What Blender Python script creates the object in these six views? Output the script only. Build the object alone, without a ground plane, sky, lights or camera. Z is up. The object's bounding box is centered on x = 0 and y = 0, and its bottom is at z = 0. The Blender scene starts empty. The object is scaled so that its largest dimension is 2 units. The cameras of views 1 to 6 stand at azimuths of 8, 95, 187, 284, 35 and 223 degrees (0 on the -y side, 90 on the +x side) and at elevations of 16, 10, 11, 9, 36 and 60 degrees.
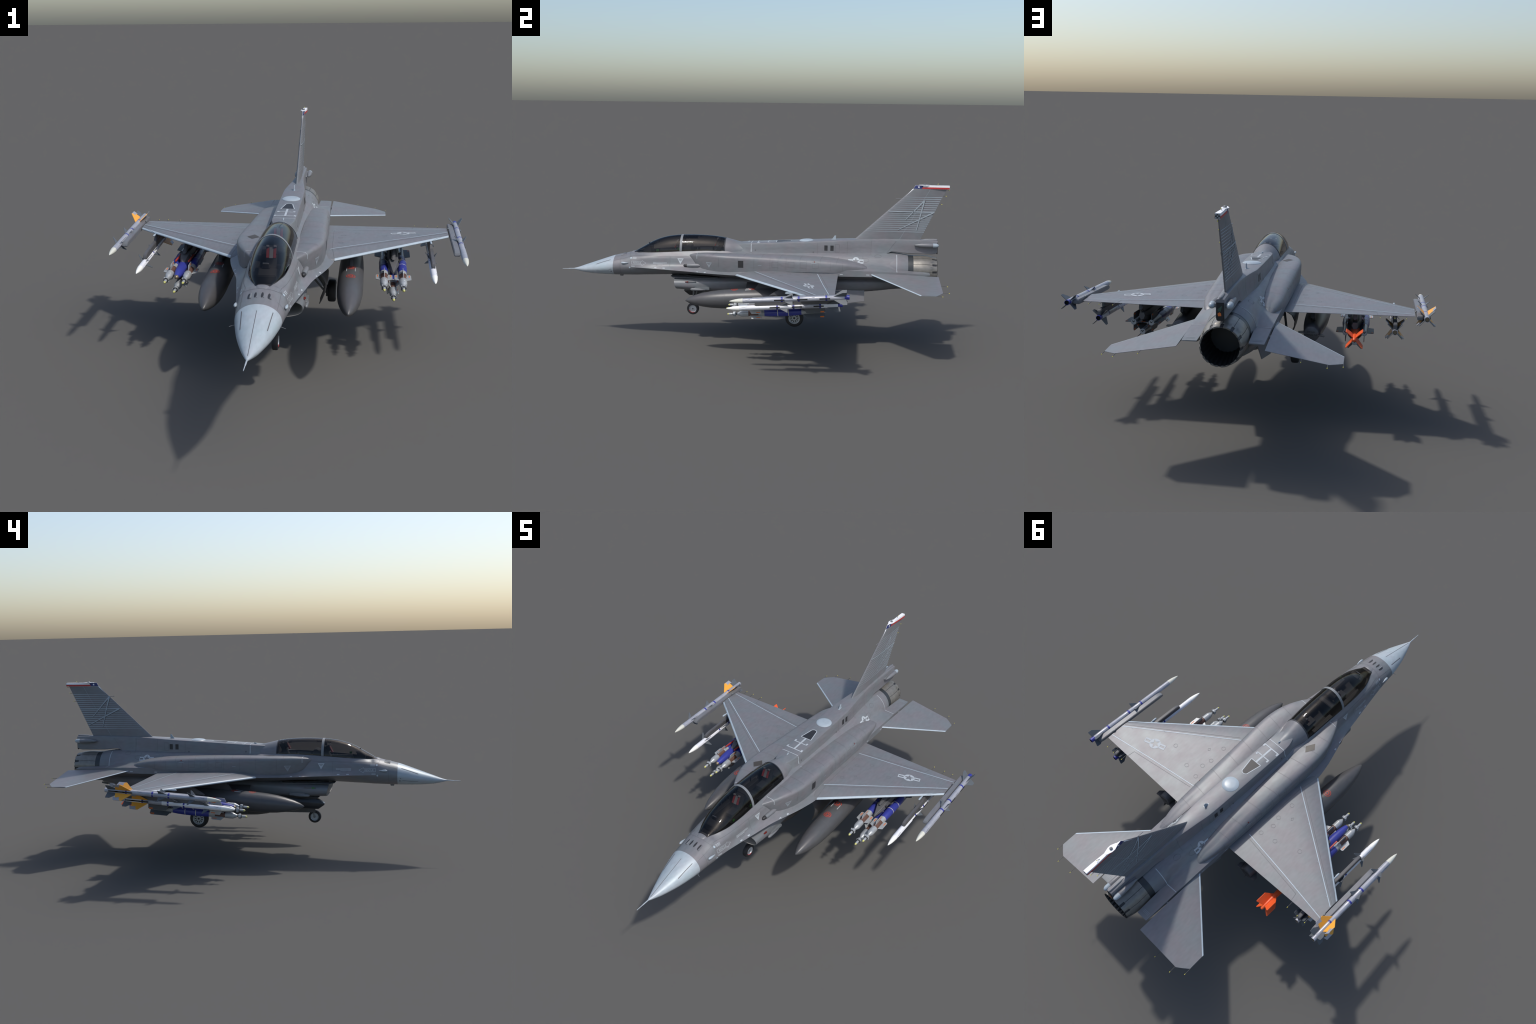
"""Two-seat jet fighter with conformal tanks, dorsal spine and a full weapon load.
Frame: x = span, nose towards -y, z up. Everything is lofted, revolved or extruded from
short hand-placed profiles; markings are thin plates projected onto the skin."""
import bpy, bmesh, math, random
import numpy as np
from mathutils import Vector, Matrix, Euler
from mathutils.bvhtree import BVHTree

random.seed(7)
PI = math.pi
SCN = bpy.context.scene.collection

# ------------------------------------------------------------------ materials
def new_mat(name):
    m = bpy.data.materials.new(name); m.use_nodes = True
    nt = m.node_tree; b = nt.nodes["Principled BSDF"]
    return m, nt, b

def plain(name, col, rough=0.5, metal=0.0, var=0.06, scale=40.0, spec=0.5, coat=0.0):
    """Base colour with a slight procedural grain."""
    m, nt, b = new_mat(name)
    tc = nt.nodes.new("ShaderNodeTexCoord"); n = nt.nodes.new("ShaderNodeTexNoise")
    n.inputs["Scale"].default_value = scale; n.inputs["Detail"].default_value = 4
    nt.links.new(tc.outputs["Object"], n.inputs["Vector"])
    r = nt.nodes.new("ShaderNodeValToRGB")
    r.color_ramp.elements[0].position = .3; r.color_ramp.elements[1].position = .7
    r.color_ramp.elements[0].color = [c*(1-var) for c in col] + [1]
    r.color_ramp.elements[1].color = [min(1, c*(1+var)) for c in col] + [1]
    nt.links.new(n.outputs["Fac"], r.inputs["Fac"]); nt.links.new(r.outputs["Color"], b.inputs["Base Color"])
    b.inputs["Roughness"].default_value = rough; b.inputs["Metallic"].default_value = metal
    b.inputs["Specular IOR Level"].default_value = spec
    b.inputs["Coat Weight"].default_value = coat
    return m

def skin_paint(name, col, rough=0.42, metal=0.25, tint=0.05):
    """Low-visibility airframe paint: large pinkish / bluish-green blotches, fine weathering streaks."""
    m, nt, b = new_mat(name)
    L = nt.links.new
    tc = nt.nodes.new("ShaderNodeTexCoord")
    n1 = nt.nodes.new("ShaderNodeTexNoise"); n1.inputs["Scale"].default_value = 14; n1.inputs["Detail"].default_value = 5
    n2 = nt.nodes.new("ShaderNodeTexNoise"); n2.inputs["Scale"].default_value = 90; n2.inputs["Detail"].default_value = 6
    mp = nt.nodes.new("ShaderNodeMapping"); mp.inputs["Scale"].default_value = (1, .35, 1)
    L(tc.outputs["Object"], n1.inputs["Vector"]); L(tc.outputs["Object"], mp.inputs["Vector"]); L(mp.outputs["Vector"], n2.inputs["Vector"])
    r1 = nt.nodes.new("ShaderNodeValToRGB")
    e = r1.color_ramp.elements
    e[0].position = .36; e[0].color = (col[0]*(1-tint), col[1]*(1+tint*.5), col[2]*(1+tint*.4), 1)
    e[1].position = .64; e[1].color = (col[0]*(1+tint*.8), col[1]*(1-tint*.3), col[2]*(1-tint*.1), 1)
    L(n1.outputs["Fac"], r1.inputs["Fac"])
    r2 = nt.nodes.new("ShaderNodeValToRGB")
    r2.color_ramp.elements[0].position = .3; r2.color_ramp.elements[0].color = (.93, .93, .93, 1)
    r2.color_ramp.elements[1].position = .7; r2.color_ramp.elements[1].color = (1.06, 1.06, 1.06, 1)
    L(n2.outputs["Fac"], r2.inputs["Fac"])
    mx = nt.nodes.new("ShaderNodeMix"); mx.data_type = 'RGBA'; mx.blend_type = 'MULTIPLY'; mx.inputs["Factor"].default_value = 1
    L(r1.outputs["Color"], mx.inputs["A"]); L(r2.outputs["Color"], mx.inputs["B"]); L(mx.outputs["Result"], b.inputs["Base Color"])
    rr = nt.nodes.new("ShaderNodeMapRange"); rr.inputs["To Min"].default_value = rough-.05; rr.inputs["To Max"].default_value = rough+.06
    L(n1.outputs["Fac"], rr.inputs["Value"]); L(rr.outputs["Result"], b.inputs["Roughness"])
    b.inputs["Metallic"].default_value = metal
    b.inputs["Specular IOR Level"].default_value = .36
    return m

def glass_mat():
    m = bpy.data.materials.new("smoked_glass"); m.use_nodes = True
    nt = m.node_tree; nt.nodes.clear(); L = nt.links.new
    out = nt.nodes.new("ShaderNodeOutputMaterial")
    tr = nt.nodes.new("ShaderNodeBsdfTransparent"); tr.inputs["Color"].default_value = (.46, .45, .445, 1)
    gl = nt.nodes.new("ShaderNodeBsdfGlossy"); gl.inputs["Roughness"].default_value = .03
    gl.inputs["Color"].default_value = (.9, .9, .9, 1)
    fr = nt.nodes.new("ShaderNodeFresnel"); fr.inputs["IOR"].default_value = 1.4
    mx = nt.nodes.new("ShaderNodeMixShader")
    L(fr.outputs["Fac"], mx.inputs["Fac"]); L(tr.outputs["BSDF"], mx.inputs[1]); L(gl.outputs["BSDF"], mx.inputs[2])
    L(mx.outputs["Shader"], out.inputs["Surface"])
    return m

M = dict(
    skin=skin_paint("airframe_grey", (.174, .177, .188), .43, .10, .045),
    radome=skin_paint("radome_pale_grey", (.36, .41, .445), .42, .1, .03),
    edge=plain("edge_pale_blue_grey", (.37, .44, .49), .45),
    line=plain("marking_pale_grey", (.40, .435, .46), .55),
    faint=plain("marking_faint_grey", (.25, .275, .30), .55),
    panel=plain("panel_groove_dark", (.10, .10, .108), .6),
    dark=plain("dark_grey_metal", (.05, .052, .055), .55),
    black=plain("black_rubberised", (.012, .012, .013), .6),
    soot=plain("sooty_exhaust_black", (.012, .013, .013), .8, spec=.2),
    petal=plain("heat_stained_metal", (.21, .20, .18), .42, .45, .12, 60),
    band=plain("exhaust_dark_band", (.035, .04, .043), .4, .2),
    tank=skin_paint("tank_charcoal", (.085, .085, .088), .38, .15, .02),
    red=plain("warning_red", (.42, .045, .025), .5),
    brightred=plain("rim_mark_red", (.5, .05, .06), .5),
    white=plain("missile_white", (.72, .73, .76), .35, var=.03),
    mgrey=plain("missile_grey", (.34, .35, .39), .35, .15, .08, 60),
    cream=plain("nose_cone_cream", (.60, .60, .52), .4, var=.03),
    wcream=plain("nose_cone_white", (.86, .86, .80), .35, var=.02),
    bluering=plain("missile_blue_band", (.03, .035, .25), .4),
    fin=plain("fin_slate_grey", (.088, .100, .112), .5),
    yellow=plain("fin_amber", (.78, .36, .04), .5, var=.04),
    orange=plain("fin_orange", (.76, .105, .022), .45, var=.04),
    tab=plain("tab_orange", (.65, .16, .03), .5),
    bomb=plain("bomb_blue", (.035, .045, .27), .35, 0, .05),
    bombgrey=plain("bomb_kit_grey", (.36, .38, .39), .35, .2, .08, 80),
    brown=plain("bomb_kit_brown", (.115, .058, .042), .5),
    lens=plain("seeker_yellow", (.55, .53, .10), .3),
    bronze=plain("fuze_bronze", (.24, .19, .13), .35, .5),
    rack=plain("rack_grey", (.090, .090, .094), .5),  # base colour darkened for the shade on the rails under the wing
    tyre=plain("tyre_rubber", (.018, .018, .02), .65),
    rim=plain("rim_metal", (.45, .48, .50), .35, .3),
    gear=plain("gear_grey", (.17, .18, .185), .45, .2),
    pod=plain("pod_black", (.022, .024, .026), .35),
    podglass=plain("pod_window", (.30, .33, .38), .12, .6),
    navy=plain("flag_navy", (.018, .028, .13), .5),
    fred=plain("flag_red", (.42, .03, .03), .5),
    fwhite=plain("flag_white", (.82, .82, .84), .5, var=.02),
    lamp=plain("lamp_cap_pale", (.33, .385, .425), .35),
    arch=plain("arch_grey", (.175, .188, .20), .5),
    finbar=plain("fin_bar_grey", (.315, .36, .395), .5),
    dimred=plain("lamp_dim_red", (.14, .022, .02), .4),
    lip=plain("intake_lining_grey", (.46, .45, .43), .45),  # lightened to carry the skylight falling on the inner intake wall
    slot=plain("slot_dark", (.022, .022, .024), .5),
    square=plain("vent_brownish", (.055, .048, .04), .5),
    cockpit=plain("cockpit_dark", (.022, .024, .03), .6),
    seat=plain("seat_dark", (.045, .047, .05), .6),
    seatgrey=plain("seat_grey", (.30, .30, .31), .6),
    seatred=plain("seat_red", (.40, .05, .05), .6),
    green=plain("lamp_green", (.05, .25, .04), .4),
    tipyellow=plain("wick_tip_yellow", (.65, .60, .08), .5),
    darkgreen=plain("emblem_green", (.03, .07, .05), .5),
    glass=glass_mat(),
)

# ------------------------------------------------------------------ object helpers
ROOT = bpy.data.objects.new("fighter_jet", None); SCN.objects.link(ROOT)
ROOT["label"] = "grey two-seat fighter jet carrying missiles, bombs and fuel tanks"
ROOT["category"] = "fighter jet"

def mesh_of(name, verts, faces, smooth=True, angle=35, mat_idx=None):
    me = bpy.data.meshes.new(name)
    me.from_pydata([tuple(v) for v in verts], [], faces)
    bm = bmesh.new(); bm.from_mesh(me)
    bmesh.ops.recalc_face_normals(bm, faces=bm.faces)
    bm.to_mesh(me); bm.free()
    if mat_idx is not None:
        me.polygons.foreach_set("material_index", mat_idx)
    finish(me, smooth, angle)
    return me

def finish(me, smooth=True, angle=35):
    me.polygons.foreach_set("use_smooth", [smooth]*len(me.polygons))
    if smooth: me.set_sharp_from_angle(angle=math.radians(angle))
    me.update()

def add(name, me, mats, parent=None, mw=None, kind=None):
    o = bpy.data.objects.new(name, me); SCN.objects.link(o)
    if not me.materials:
        for m in ([mats] if not isinstance(mats, (list, tuple)) else mats):
            me.materials.append(M[m] if isinstance(m, str) else m)
    o.parent = parent or ROOT
    if mw is not None: o.matrix_local = mw
    if kind: o["kind"] = kind
    return o

def loft(rings, closed=True, cap0=True, cap1=True):
    n = len(rings[0]); V = [p for r in rings for p in r]; F = []
    for i in range(len(rings)-1):
        for j in range(n if closed else n-1):
            k = (j+1) % n
            F.append((i*n+j, i*n+k, (i+1)*n+k, (i+1)*n+j))
    if cap0: F.append(tuple(range(n)))
    if cap1: F.append(tuple((len(rings)-1)*n+j for j in range(n)))
    return V, F

def pchip(xs, ys, x):
    """Monotone cubic interpolation (no overshoot) of a short control table."""
    xs = np.asarray(xs, float); ys = np.asarray(ys, float); x = np.atleast_1d(np.asarray(x, float))
    h = np.diff(xs); d = (np.diff(ys, axis=0).T / h).T
    m = np.zeros_like(ys)
    for i in range(1, len(xs)-1):
        a, b = d[i-1], d[i]; w1 = 2*h[i]+h[i-1]; w2 = h[i]+2*h[i-1]
        with np.errstate(divide='ignore', invalid='ignore'):
            v = (w1+w2)/(w1/a+w2/b)
        m[i] = np.where(a*b > 0, v, 0)
    m[0], m[-1] = d[0], d[-1]
    i = np.clip(np.searchsorted(xs, x, side='right')-1, 0, len(xs)-2)
    t = (x-xs[i])/h[i]
    sh = (-1,)+(1,)*(ys.ndim-1); t = t.reshape(sh); hh = h[i].reshape(sh)
    return (2*t**3-3*t**2+1)*ys[i]+(t**3-2*t**2+t)*hh*m[i]+(-2*t**3+3*t**2)*ys[i+1]+(t**3-t**2)*hh*m[i+1]

def revolve(profile, segs=32, mats=None, axis='y', cap=True):
    """profile: (y, r, material index for the piece that starts here)."""
    rings = []
    for p in profile:
        y, r = p[0], max(p[1], 1e-5)
        rings.append([Vector((r*math.cos(2*PI*k/segs), y, r*math.sin(2*PI*k/segs))) for k in range(segs)])
    V, F = loft(rings, True, cap, cap)
    idx = []
    for i in range(len(profile)-1): idx += [profile[i][2] if len(profile[i]) > 2 else 0]*segs
    if cap: idx += [profile[0][2] if len(profile[0]) > 2 else 0, profile[-1][2] if len(profile[-1]) > 2 else 0]
    return V, F, idx

def rev_mesh(name, profile, segs=32, angle=40):
    V, F, idx = revolve(profile, segs)
    return mesh_of(name, V, F, True, angle, idx)

def box_vf(c, s, rot=None):
    V = [Vector((x*s[0]/2, y*s[1]/2, z*s[2]/2)) for x in (-1, 1) for y in (-1, 1) for z in (-1, 1)]
    if rot: V = [rot @ v for v in V]
    V = [v+Vector(c) for v in V]
    return V, [(0, 1, 3, 2), (4, 6, 7, 5), (0, 4, 5, 1), (2, 3, 7, 6), (0, 2, 6, 4), (1, 5, 7, 3)]

def prism_vf(poly, axis, t0, t1):
    """Extrude a 2D polygon along an axis: 'x' -> (y,z), 'y' -> (x,z), 'z' -> (x,y)."""
    def P(a, b, t): return Vector({'x': (t, a, b), 'y': (a, t, b), 'z': (a, b, t)}[axis])
    n = len(poly)
    V = [P(a, b, t0) for a, b in poly]+[P(a, b, t1) for a, b in poly]
    F = [tuple(range(n)), tuple(range(n, 2*n))]+[(i, (i+1) % n, n+(i+1) % n, n+i) for i in range(n)]
    return V, F

def bevelled(name, V, F, w=.0015, seg=2, angle=35):
    me = bpy.data.meshes.new(name); me.from_pydata([tuple(v) for v in V], [], F)
    bm = bmesh.new(); bm.from_mesh(me); bmesh.ops.recalc_face_normals(bm, faces=bm.faces)
    es = [e for e in bm.edges if len(e.link_faces) == 2 and e.calc_face_angle(0) > math.radians(25)]
    if w > 0: bmesh.ops.bevel(bm, geom=es, offset=w, segments=seg, affect='EDGES', clamp_overlap=True)
    bm.to_mesh(me); bm.free(); finish(me, True, angle)
    return me

def join_vf(parts):
    V, F = [], []
    for v, f in parts:
        o = len(V); V += list(v); F += [tuple(i+o for i in q) for q in f]
    return V, F

def tube_vf(p, q, r, r2=None, segs=14):
    p, q = Vector(p), Vector(q); d = (q-p); rot = d.to_track_quat('Y', 'Z').to_matrix()
    V, F, _ = revolve([(0, r), (d.length, r2 if r2 is not None else r)], segs)
    return [rot @ v + p for v in V], F

def mirror(V): return [Vector((-v.x, v.y, v.z)) for v in V]

SKIN = []          # surfaces the markings are projected onto
def as_skin(o): SKIN.append(o); return o

# ------------------------------------------------------------------ fuselage
# half-section key points: A top, S shoulder/sill, M flank, W shelf top, C chine edge, U under-chine, D keel
def ell(y, zt, zb, hw, zw):
    r = []
    for a in (90, 58, 34, 15, 0, -38, -90):
        c, s = math.cos(math.radians(a)), math.sin(math.radians(a))
        r += [hw*c, zw+(zt-zw if s > 0 else zw-zb)*s]
    return [y]+r+[0, 0, 0]

FUS = [
    ell(-.932, .3700, .3640, .0030, .3670),
    ell(-.915, .3745, .3590, .0100, .3675),
    ell(-.8657, .3920, .3500, .0290, .3705),
    ell(-.7957, .4165, .3455, .0510, .3790),
    ell(-.7437, .4345, .3445, .0630, .3870),
    ell(-.7050, .4468, .3442, .0700, .3930),
    ell(-.6550, .4580, .3450, .0755, .3985),
    # y      A           S             M             W             C             U             D        sharp S W C
    [-.605, 0, .4685, .0300, .4660, .0660, .4440, .0775, .4180, .0825, .3990, .0600, .3640, 0, .3465, 0, 0, .3],
    [-.580, 0, .4500, .0290, .4700, .0680, .4470, .0800, .4180, .0860, .3990, .0620, .3660, 0, .3472, 1, 0, .7],
    [-.550, 0, .4500, .0440, .4725, .0720, .4500, .0820, .4180, .0905, .3990, .0640, .3690, 0, .3485, 1, 0, 1],
    [-.500, 0, .4500, .0575, .4755, .0765, .4520, .0860, .4180, .0980, .3985, .0660, .3720, 0, .3500, 1, 0, 1],
    [-.400, 0, .4500, .0650, .4830, .0805, .4560, .0920, .4180, .1140, .3970, .0700, .3740, 0, .3540, 1, 0, 1],
    [-.300, 0, .4500, .0655, .4895, .0830, .4600, .0990, .4170, .1300, .3950, .0740, .3720, 0, .3560, 1, 0, 1],
    [-.200, 0, .4500, .0645, .4940, .0880, .4600, .1140, .4140, .1580, .3940, .0800, .3680, 0, .3560, 1, 0, 1],
    [-.120, 0, .4600, .0620, .4940, .0900, .4600, .1260, .4120, .1790, .3950, .0900, .3650, 0, .3500, 1, 0, 1],
    [-.045, 0, .4950, .0620, .4860, .0900, .4580, .1400, .4130, .1900, .3950, .1000, .3650, 0, .3400, 0, 0, 1],
    [.050, 0, .4980, .0600, .4840, .0920, .4560, .1480, .4170, .1800, .3960, .0860, .3680, 0, .3350, 0, 0, 1],
    [.200, 0, .5000, .0600, .4850, .0940, .4540, .1460, .4200, .1650, .3970, .0850, .3700, 0, .3300, 0, 0, 1],
    [.350, 0, .5010, .0600, .4890, .0960, .4540, .1430, .4240, .1520, .3965, .0850, .3720, 0, .3300, 0, .4, 1],
    [.460, 0, .5020, .0580, .4890, .0970, .4500, .1440, .4260, .1455, .3960, .0860, .3750, 0, .3300, 0, 1, 1],
    [.620, 0, .5020, .0550, .4870, .0920, .4480, .1410, .4255, .1440, .3975, .0840, .3750, 0, .3260, 0, 1, 1],
    [.700, 0, .5010, .0540, .4830, .0885, .4370, .1395, .4240, .1415, .3985, .0800, .3720, 0, .3270, 0, 1, 1],
    [.746, 0, .4985, .0530, .4795, .0862, .4245, .1370, .4225, .1380, .3990, .0760, .3680, 0, .3290, 0, 1, 1],
]

def hermite_section(P, sharp, n=8):
    """Smooth curve through key points; a key point with sharp=1 becomes a crease."""
    P = [Vector((p[0], p[1])) for p in P]; N = len(P); out = []
    dist = [(P[i+1]-P[i]).length+1e-6 for i in range(N-1)]
    def tang(i):
        if i == 0: return Vector((1, 0))*1.0
        if i == N-1: return Vector((-1, 0))*1.0
        a = (P[i]-P[i-1])/dist[i-1]; b = (P[i+1]-P[i])/dist[i]
        w = dist[i]/(dist[i]+dist[i-1])
        return a*w+b*(1-w)
    for i in range(N-1):
        L = dist[i]; chord = (P[i+1]-P[i])/L
        t0 = tang(i)*(1-sharp[i])+chord*sharp[i]; t1 = tang(i+1)*(1-sharp[i+1])+chord*sharp[i+1]
        for k in range(n):
            t = k/n
            out.append(P[i]*(2*t**3-3*t**2+1)+t0*L*(t**3-2*t**2+t)+P[i+1]*(-2*t**3+3*t**2)+t1*L*(t**3-t**2))
    out.append(P[-1]); return out

TAB = np.array(FUS)
COCK0, COCK1 = -.588, -.118

def fus_section(y, n=8):
    v = pchip(TAB[:, 0], TAB[:, 1:], y)[0]
    P = [(v[2*i], v[2*i+1]) for i in range(7)]; km = min(1, max(0, (y-.66)/.08)); sh = [0, v[14], km*km*(3-2*km), v[15], v[16], 0, 0]
    if COCK0 < y < COCK1:      # open cockpit: flat floor, upright wall to the sill
        sec = hermite_section(P[1:], [1]+sh[2:], n)
        xs, zs = P[1]; zf = .440
        top = [Vector(((xs-.003)*k/(n-2), zf)) for k in range(n-1)]+[Vector((xs-.003, zs-.004))]
        return top+sec
    P[0] = (0, max(P[0][1], v[3]+.002) if y > -.62 and y < -.1 else P[0][1])
    return hermite_section(P, sh, n)

def full_ring(half, y):
    L = [Vector((p.x, y, p.y)) for p in half]
    return L+[Vector((-p.x, p.y, p.z)) for p in L[-2:0:-1]]

def stations(a, b, step): return list(np.linspace(a, b, max(2, int(round((b-a)/step))+1)))

YS = stations(-.705, COCK0, .009)+stations(COCK0+.001, COCK1-.001, .010)+stations(COCK1, .746, .012)
V, F = loft([full_ring(fus_section(y), y) for y in YS], True, False, True)
fus = as_skin(add("fuselage", mesh_of("fuselage", V, F, True, 38), "skin"))
V, F = loft([full_ring(fus_section(y), y) for y in stations(-.932, -.705, .008)], True, True, False)
rad = as_skin(add("radome", mesh_of("radome", V, F, True, 50), "radome"))

# engine barrel, dark band
ZE = .411
def barrel(prof, name, mat, segs=64):
    V, F, idx = revolve(prof, segs); V = [v+Vector((0, 0, ZE)) for v in V]
    return add(name, mesh_of(name, V, F, True, 40), mat)
as_skin(barrel([(.70, .086), (.748, .0865), (.775, .083), (.806, .0775)], "engine_barrel", "skin"))
barrel([(.806, .0768), (.832, .0755)], "exhaust_band", "band")

# pitot probe
me = rev_mesh("pitot_probe", [(-.996, .0012), (-.965, .0016), (-.962, .0022), (-.93, .0026), (-.90, .005)], 12)
add("pitot_probe", me, "radome", mw=Matrix.Translation((0, 0, 0)) @ Matrix.Translation((0, -.998, .3645)) @ Matrix.Rotation(math.radians(2.2), 4, 'X') @ Matrix.Translation((0, .998, 0)))

# ------------------------------------------------------------------ air intake trunk
def trunk_ring(y, hw, zt, zb, n, m=48, skew=0.0):
    zc = (zt+zb)/2; h = (zt-zb)/2; R = []
    for k in range(m):
        a = 2*PI*k/m; c, s = math.cos(a), math.sin(a)
        ee = 2/n if s < 0 else 2/(n*1.35)
        x = hw*math.copysign(abs(c)**ee, c); z = zc+h*math.copysign(abs(s)**ee, s)
        R.append(Vector((x, y+skew*(zt-z), z)))
    return R
TR = [(-.381, .1035, .3500, .2850, 2.3), (-.30, .1060, .3530, .2810, 2.4), (-.20, .1030, .3580, .2790, 2.5), (0, .0920, .366, .2790, 2.6),
      (.30, .0860, .372, .2820, 2.6), (.50, .0820, .374, .2900, 2.5), (.60, .0800, .376, .2975, 2.4), (.70, .0770, .380, .3090, 2.2), (.80, .0700, .392, .3270, 2.0)]
TT = np.array(TR)
rings = []
for y in stations(-.381, .80, .02):
    v = pchip(TT[:, 0], TT[:, 1:], y)[0]
    rings.append(trunk_ring(y, *v, skew=.22*max(0, 1-(y+.381)/.15)))
inner = []
for i, y in enumerate([-.3805, -.370, -.33, -.27, -.2, -.1]):
    s = [.985, .955, .94, .92, .88, .8][i]
    inner.append(trunk_ring(y, .1035*s, .3500-.0012-(1-s)*.02, .2850+.0012+(1-s)*.02, 2.3, skew=.22*max(0, 1-(y+.381)/.15)))
V, F = loft(list(reversed(inner))+rings, True, True, True)
idx = [1]*((len(inner)-1)*48)+[0]*(len(F)-(len(inner)-1)*48); idx[-2] = 2
as_skin(add("air_intake", mesh_of("air_intake", V, F, True, 50, idx), ["skin", "lip", "black"]))
# splitter plate above the mouth and the dark diverter wedge
V, F = prism_vf([(-.085, -.385), (-.05, -.405), (.05, -.405), (.085, -.385), (.085, -.15), (-.085, -.15)], 'z', .3515, .3535)
add("splitter_plate", bevelled("splitter_plate", V, F, .0006), "skin")
V, F = prism_vf([(0, -.37), (.05, -.30), (.075, -.15), (-.075, -.15), (-.05, -.30)], 'z', .345, .358)
add("boundary_layer_diverter", bevelled("boundary_layer_diverter", V, F, 0), "slot")

# ------------------------------------------------------------------ dorsal spine
SP = np.array([
    # y, top z, top half width, bottom half width, bottom z
    [-.060, .5300, .0300, .0440, .482], [-.020, .5330, .0420, .0515, .481], [.010, .5345, .0450, .0525, .481],
    [.200, .5450, .0460, .0515, .481], [.430, .5575, .0445, .0495, .482], [.530, .5630, .0345, .0420, .484],
    [.620, .5665, .0245, .0350, .490], [.700, .5690, .0190, .0260, .494], [.722, .5692, .0182, .0235, .505],
    [.800, .5695, .0165, .0185, .4985], [.930, .5675, .0145, .0145, .4965], [.951, .5665, .0140, .0140, .5030]])
rings = []
for y in stations(-.06, .951, .012):
    zt, xe, xb, zb = pchip(SP[:, 0], SP[:, 1:], y)[0]
    b = min(.007, xe*.4)
    half = [(0, zt), (xe-b, zt-.0004), (xe-b*.35, zt-.0022), (xe, zt-.0075), (xe*.85+xb*.15, zt*.5+zb*.5), (xb*.72+xe*.28, zb+.012), (xb, zb+.003), (xb-.003, zb), (0, zb)]
    rings.append([Vector((x, y, z)) for x, z in half]+[Vector((-x, y, z)) for x, z in half[-2:0:-1]])
V, F = loft(rings, True, True, True)
spine = as_skin(add("dorsal_spine", mesh_of("dorsal_spine", V, F, True, 24), "skin"))

# tail end panel and side bullets
V, F = prism_vf([(-.0125, .501), (-.009, .4965), (.009, .4965), (.0125, .501), (.0125, .555), (-.0125, .555)], 'y', .950, .9535)
add("tail_panel", bevelled("tail_panel", V, F, .001), "black")
V, F = prism_vf([(-.004, .513), (.006, .512), (.008, .520), (.002, .525), (-.003, .521)], 'y', .9533, .9541)
V2, F2 = prism_vf([(-.002, .527), (.006, .528), (.008, .534), (-.004, .545), (-.006, .544)], 'y', .9533, .9541)
add("tail_emblem", bevelled("tail_emblem", *join_vf([(V2, F2)]), 0), "darkgreen")
add("tail_emblem", bevelled("tail_emblem", V, F, 0), "tab")
prof = [(0, .0003, 0), (.012, .0052, 0), (.035, .0092, 0), (.06, .0108, 0), (.094, .0110, 0), (.0945, .0108, 1), (.110, .0106, 1), (.118, .0082, 1), (.1225, .0045, 1), (.1235, .0005, 1)]
bul = rev_mesh("tail_bullet", prof, 24)
for s in (1, -1):
    add("tail_bullet", bul, ["skin", "lamp"], mw=Matrix.Translation((s*.0285, .833, .5435)))
    V, F = prism_vf([(.835, .540), (.945, .537), (.945, .550), (.85, .546)], 'x', s*.010, s*.026)
    add("bullet_fairing", bevelled("bullet_fairing", V, F, .002), "skin")
me = rev_mesh("tail_lamp", [(0, .0005), (.02, .0045), (.055, .0055), (.075, .005), (.079, .001)], 16)
add("tail_lamp", me, "skin", mw=Matrix.Translation((0, .873, .5685)))

# ------------------------------------------------------------------ conformal tanks
CF = np.array([
    # y,   inner x,z     top x,z       outer x,z     bottom x,z
    [-.3050, .0720, .4690, .0730, .4685, .0740, .4675, .0735, .4660],
    [-.2900, .0700, .4755, .0815, .4750, .0855, .4680, .0800, .4530],
    [-.2560, .0670, .4820, .0990, .4810, .1080, .4680, .1020, .4230],
    [-.2000, .0650, .4840, .1150, .4870, .1340, .4710, .1260, .4030],
    [-.1400, .0650, .4840, .1280, .4890, .1520, .4710, .1440, .3980],
    [-.0700, .0655, .4845, .1330, .4895, .1595, .4690, .1540, .3980],
    [.0000, .0660, .4845, .1300, .4895, .1600, .4640, .1570, .4020],
    [.1000, .0660, .4845, .1220, .4880, .1575, .4560, .1560, .4120],
    [.2500, .0670, .4830, .1150, .4835, .1550, .4460, .1540, .4140],
    [.4000, .0720, .4790, .1120, .4765, .1510, .4400, .1500, .4140],
    [.5000, .0800, .4690, .1150, .4655, .1440, .4430, .1410, .4140],
    [.5600, .0880, .4570, .1100, .4540, .1330, .4370, .1320, .4140],
    [.5950, .0980, .4430, .1110, .4420, .1230, .4320, .1220, .4150],
    [.6080, .1080, .4320, .1130, .4320, .1170, .4270, .1150, .4180]])
def cft_ring(y, s):
    v = pchip(CF[:, 0], CF[:, 1:], y)[0]
    I, T, O, B = [Vector((v[2*i], v[2*i+1])) for i in range(4)]
    pts = []
    for P0, C, P1, n in ((I, Vector(((I.x+T.x)/2, max(I.y, T.y)+.002)), T, 6), (T, Vector((O.x*.985+T.x*.015, T.y-.001)), O, 12), (O, Vector((max(O.x, B.x)+.0005, (O.y+B.y)/2)), B, 5)):
        for k in range(n):
            t = k/n; pts.append(P0*(1-t)**2+C*2*t*(1-t)+P1*t*t)
    pts.append(B); pts.append(Vector(((B.x+I.x)/2, (B.y+I.y)/2-.012))); 
    return [Vector((s*p.x, y, p.y)) for p in pts]
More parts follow.
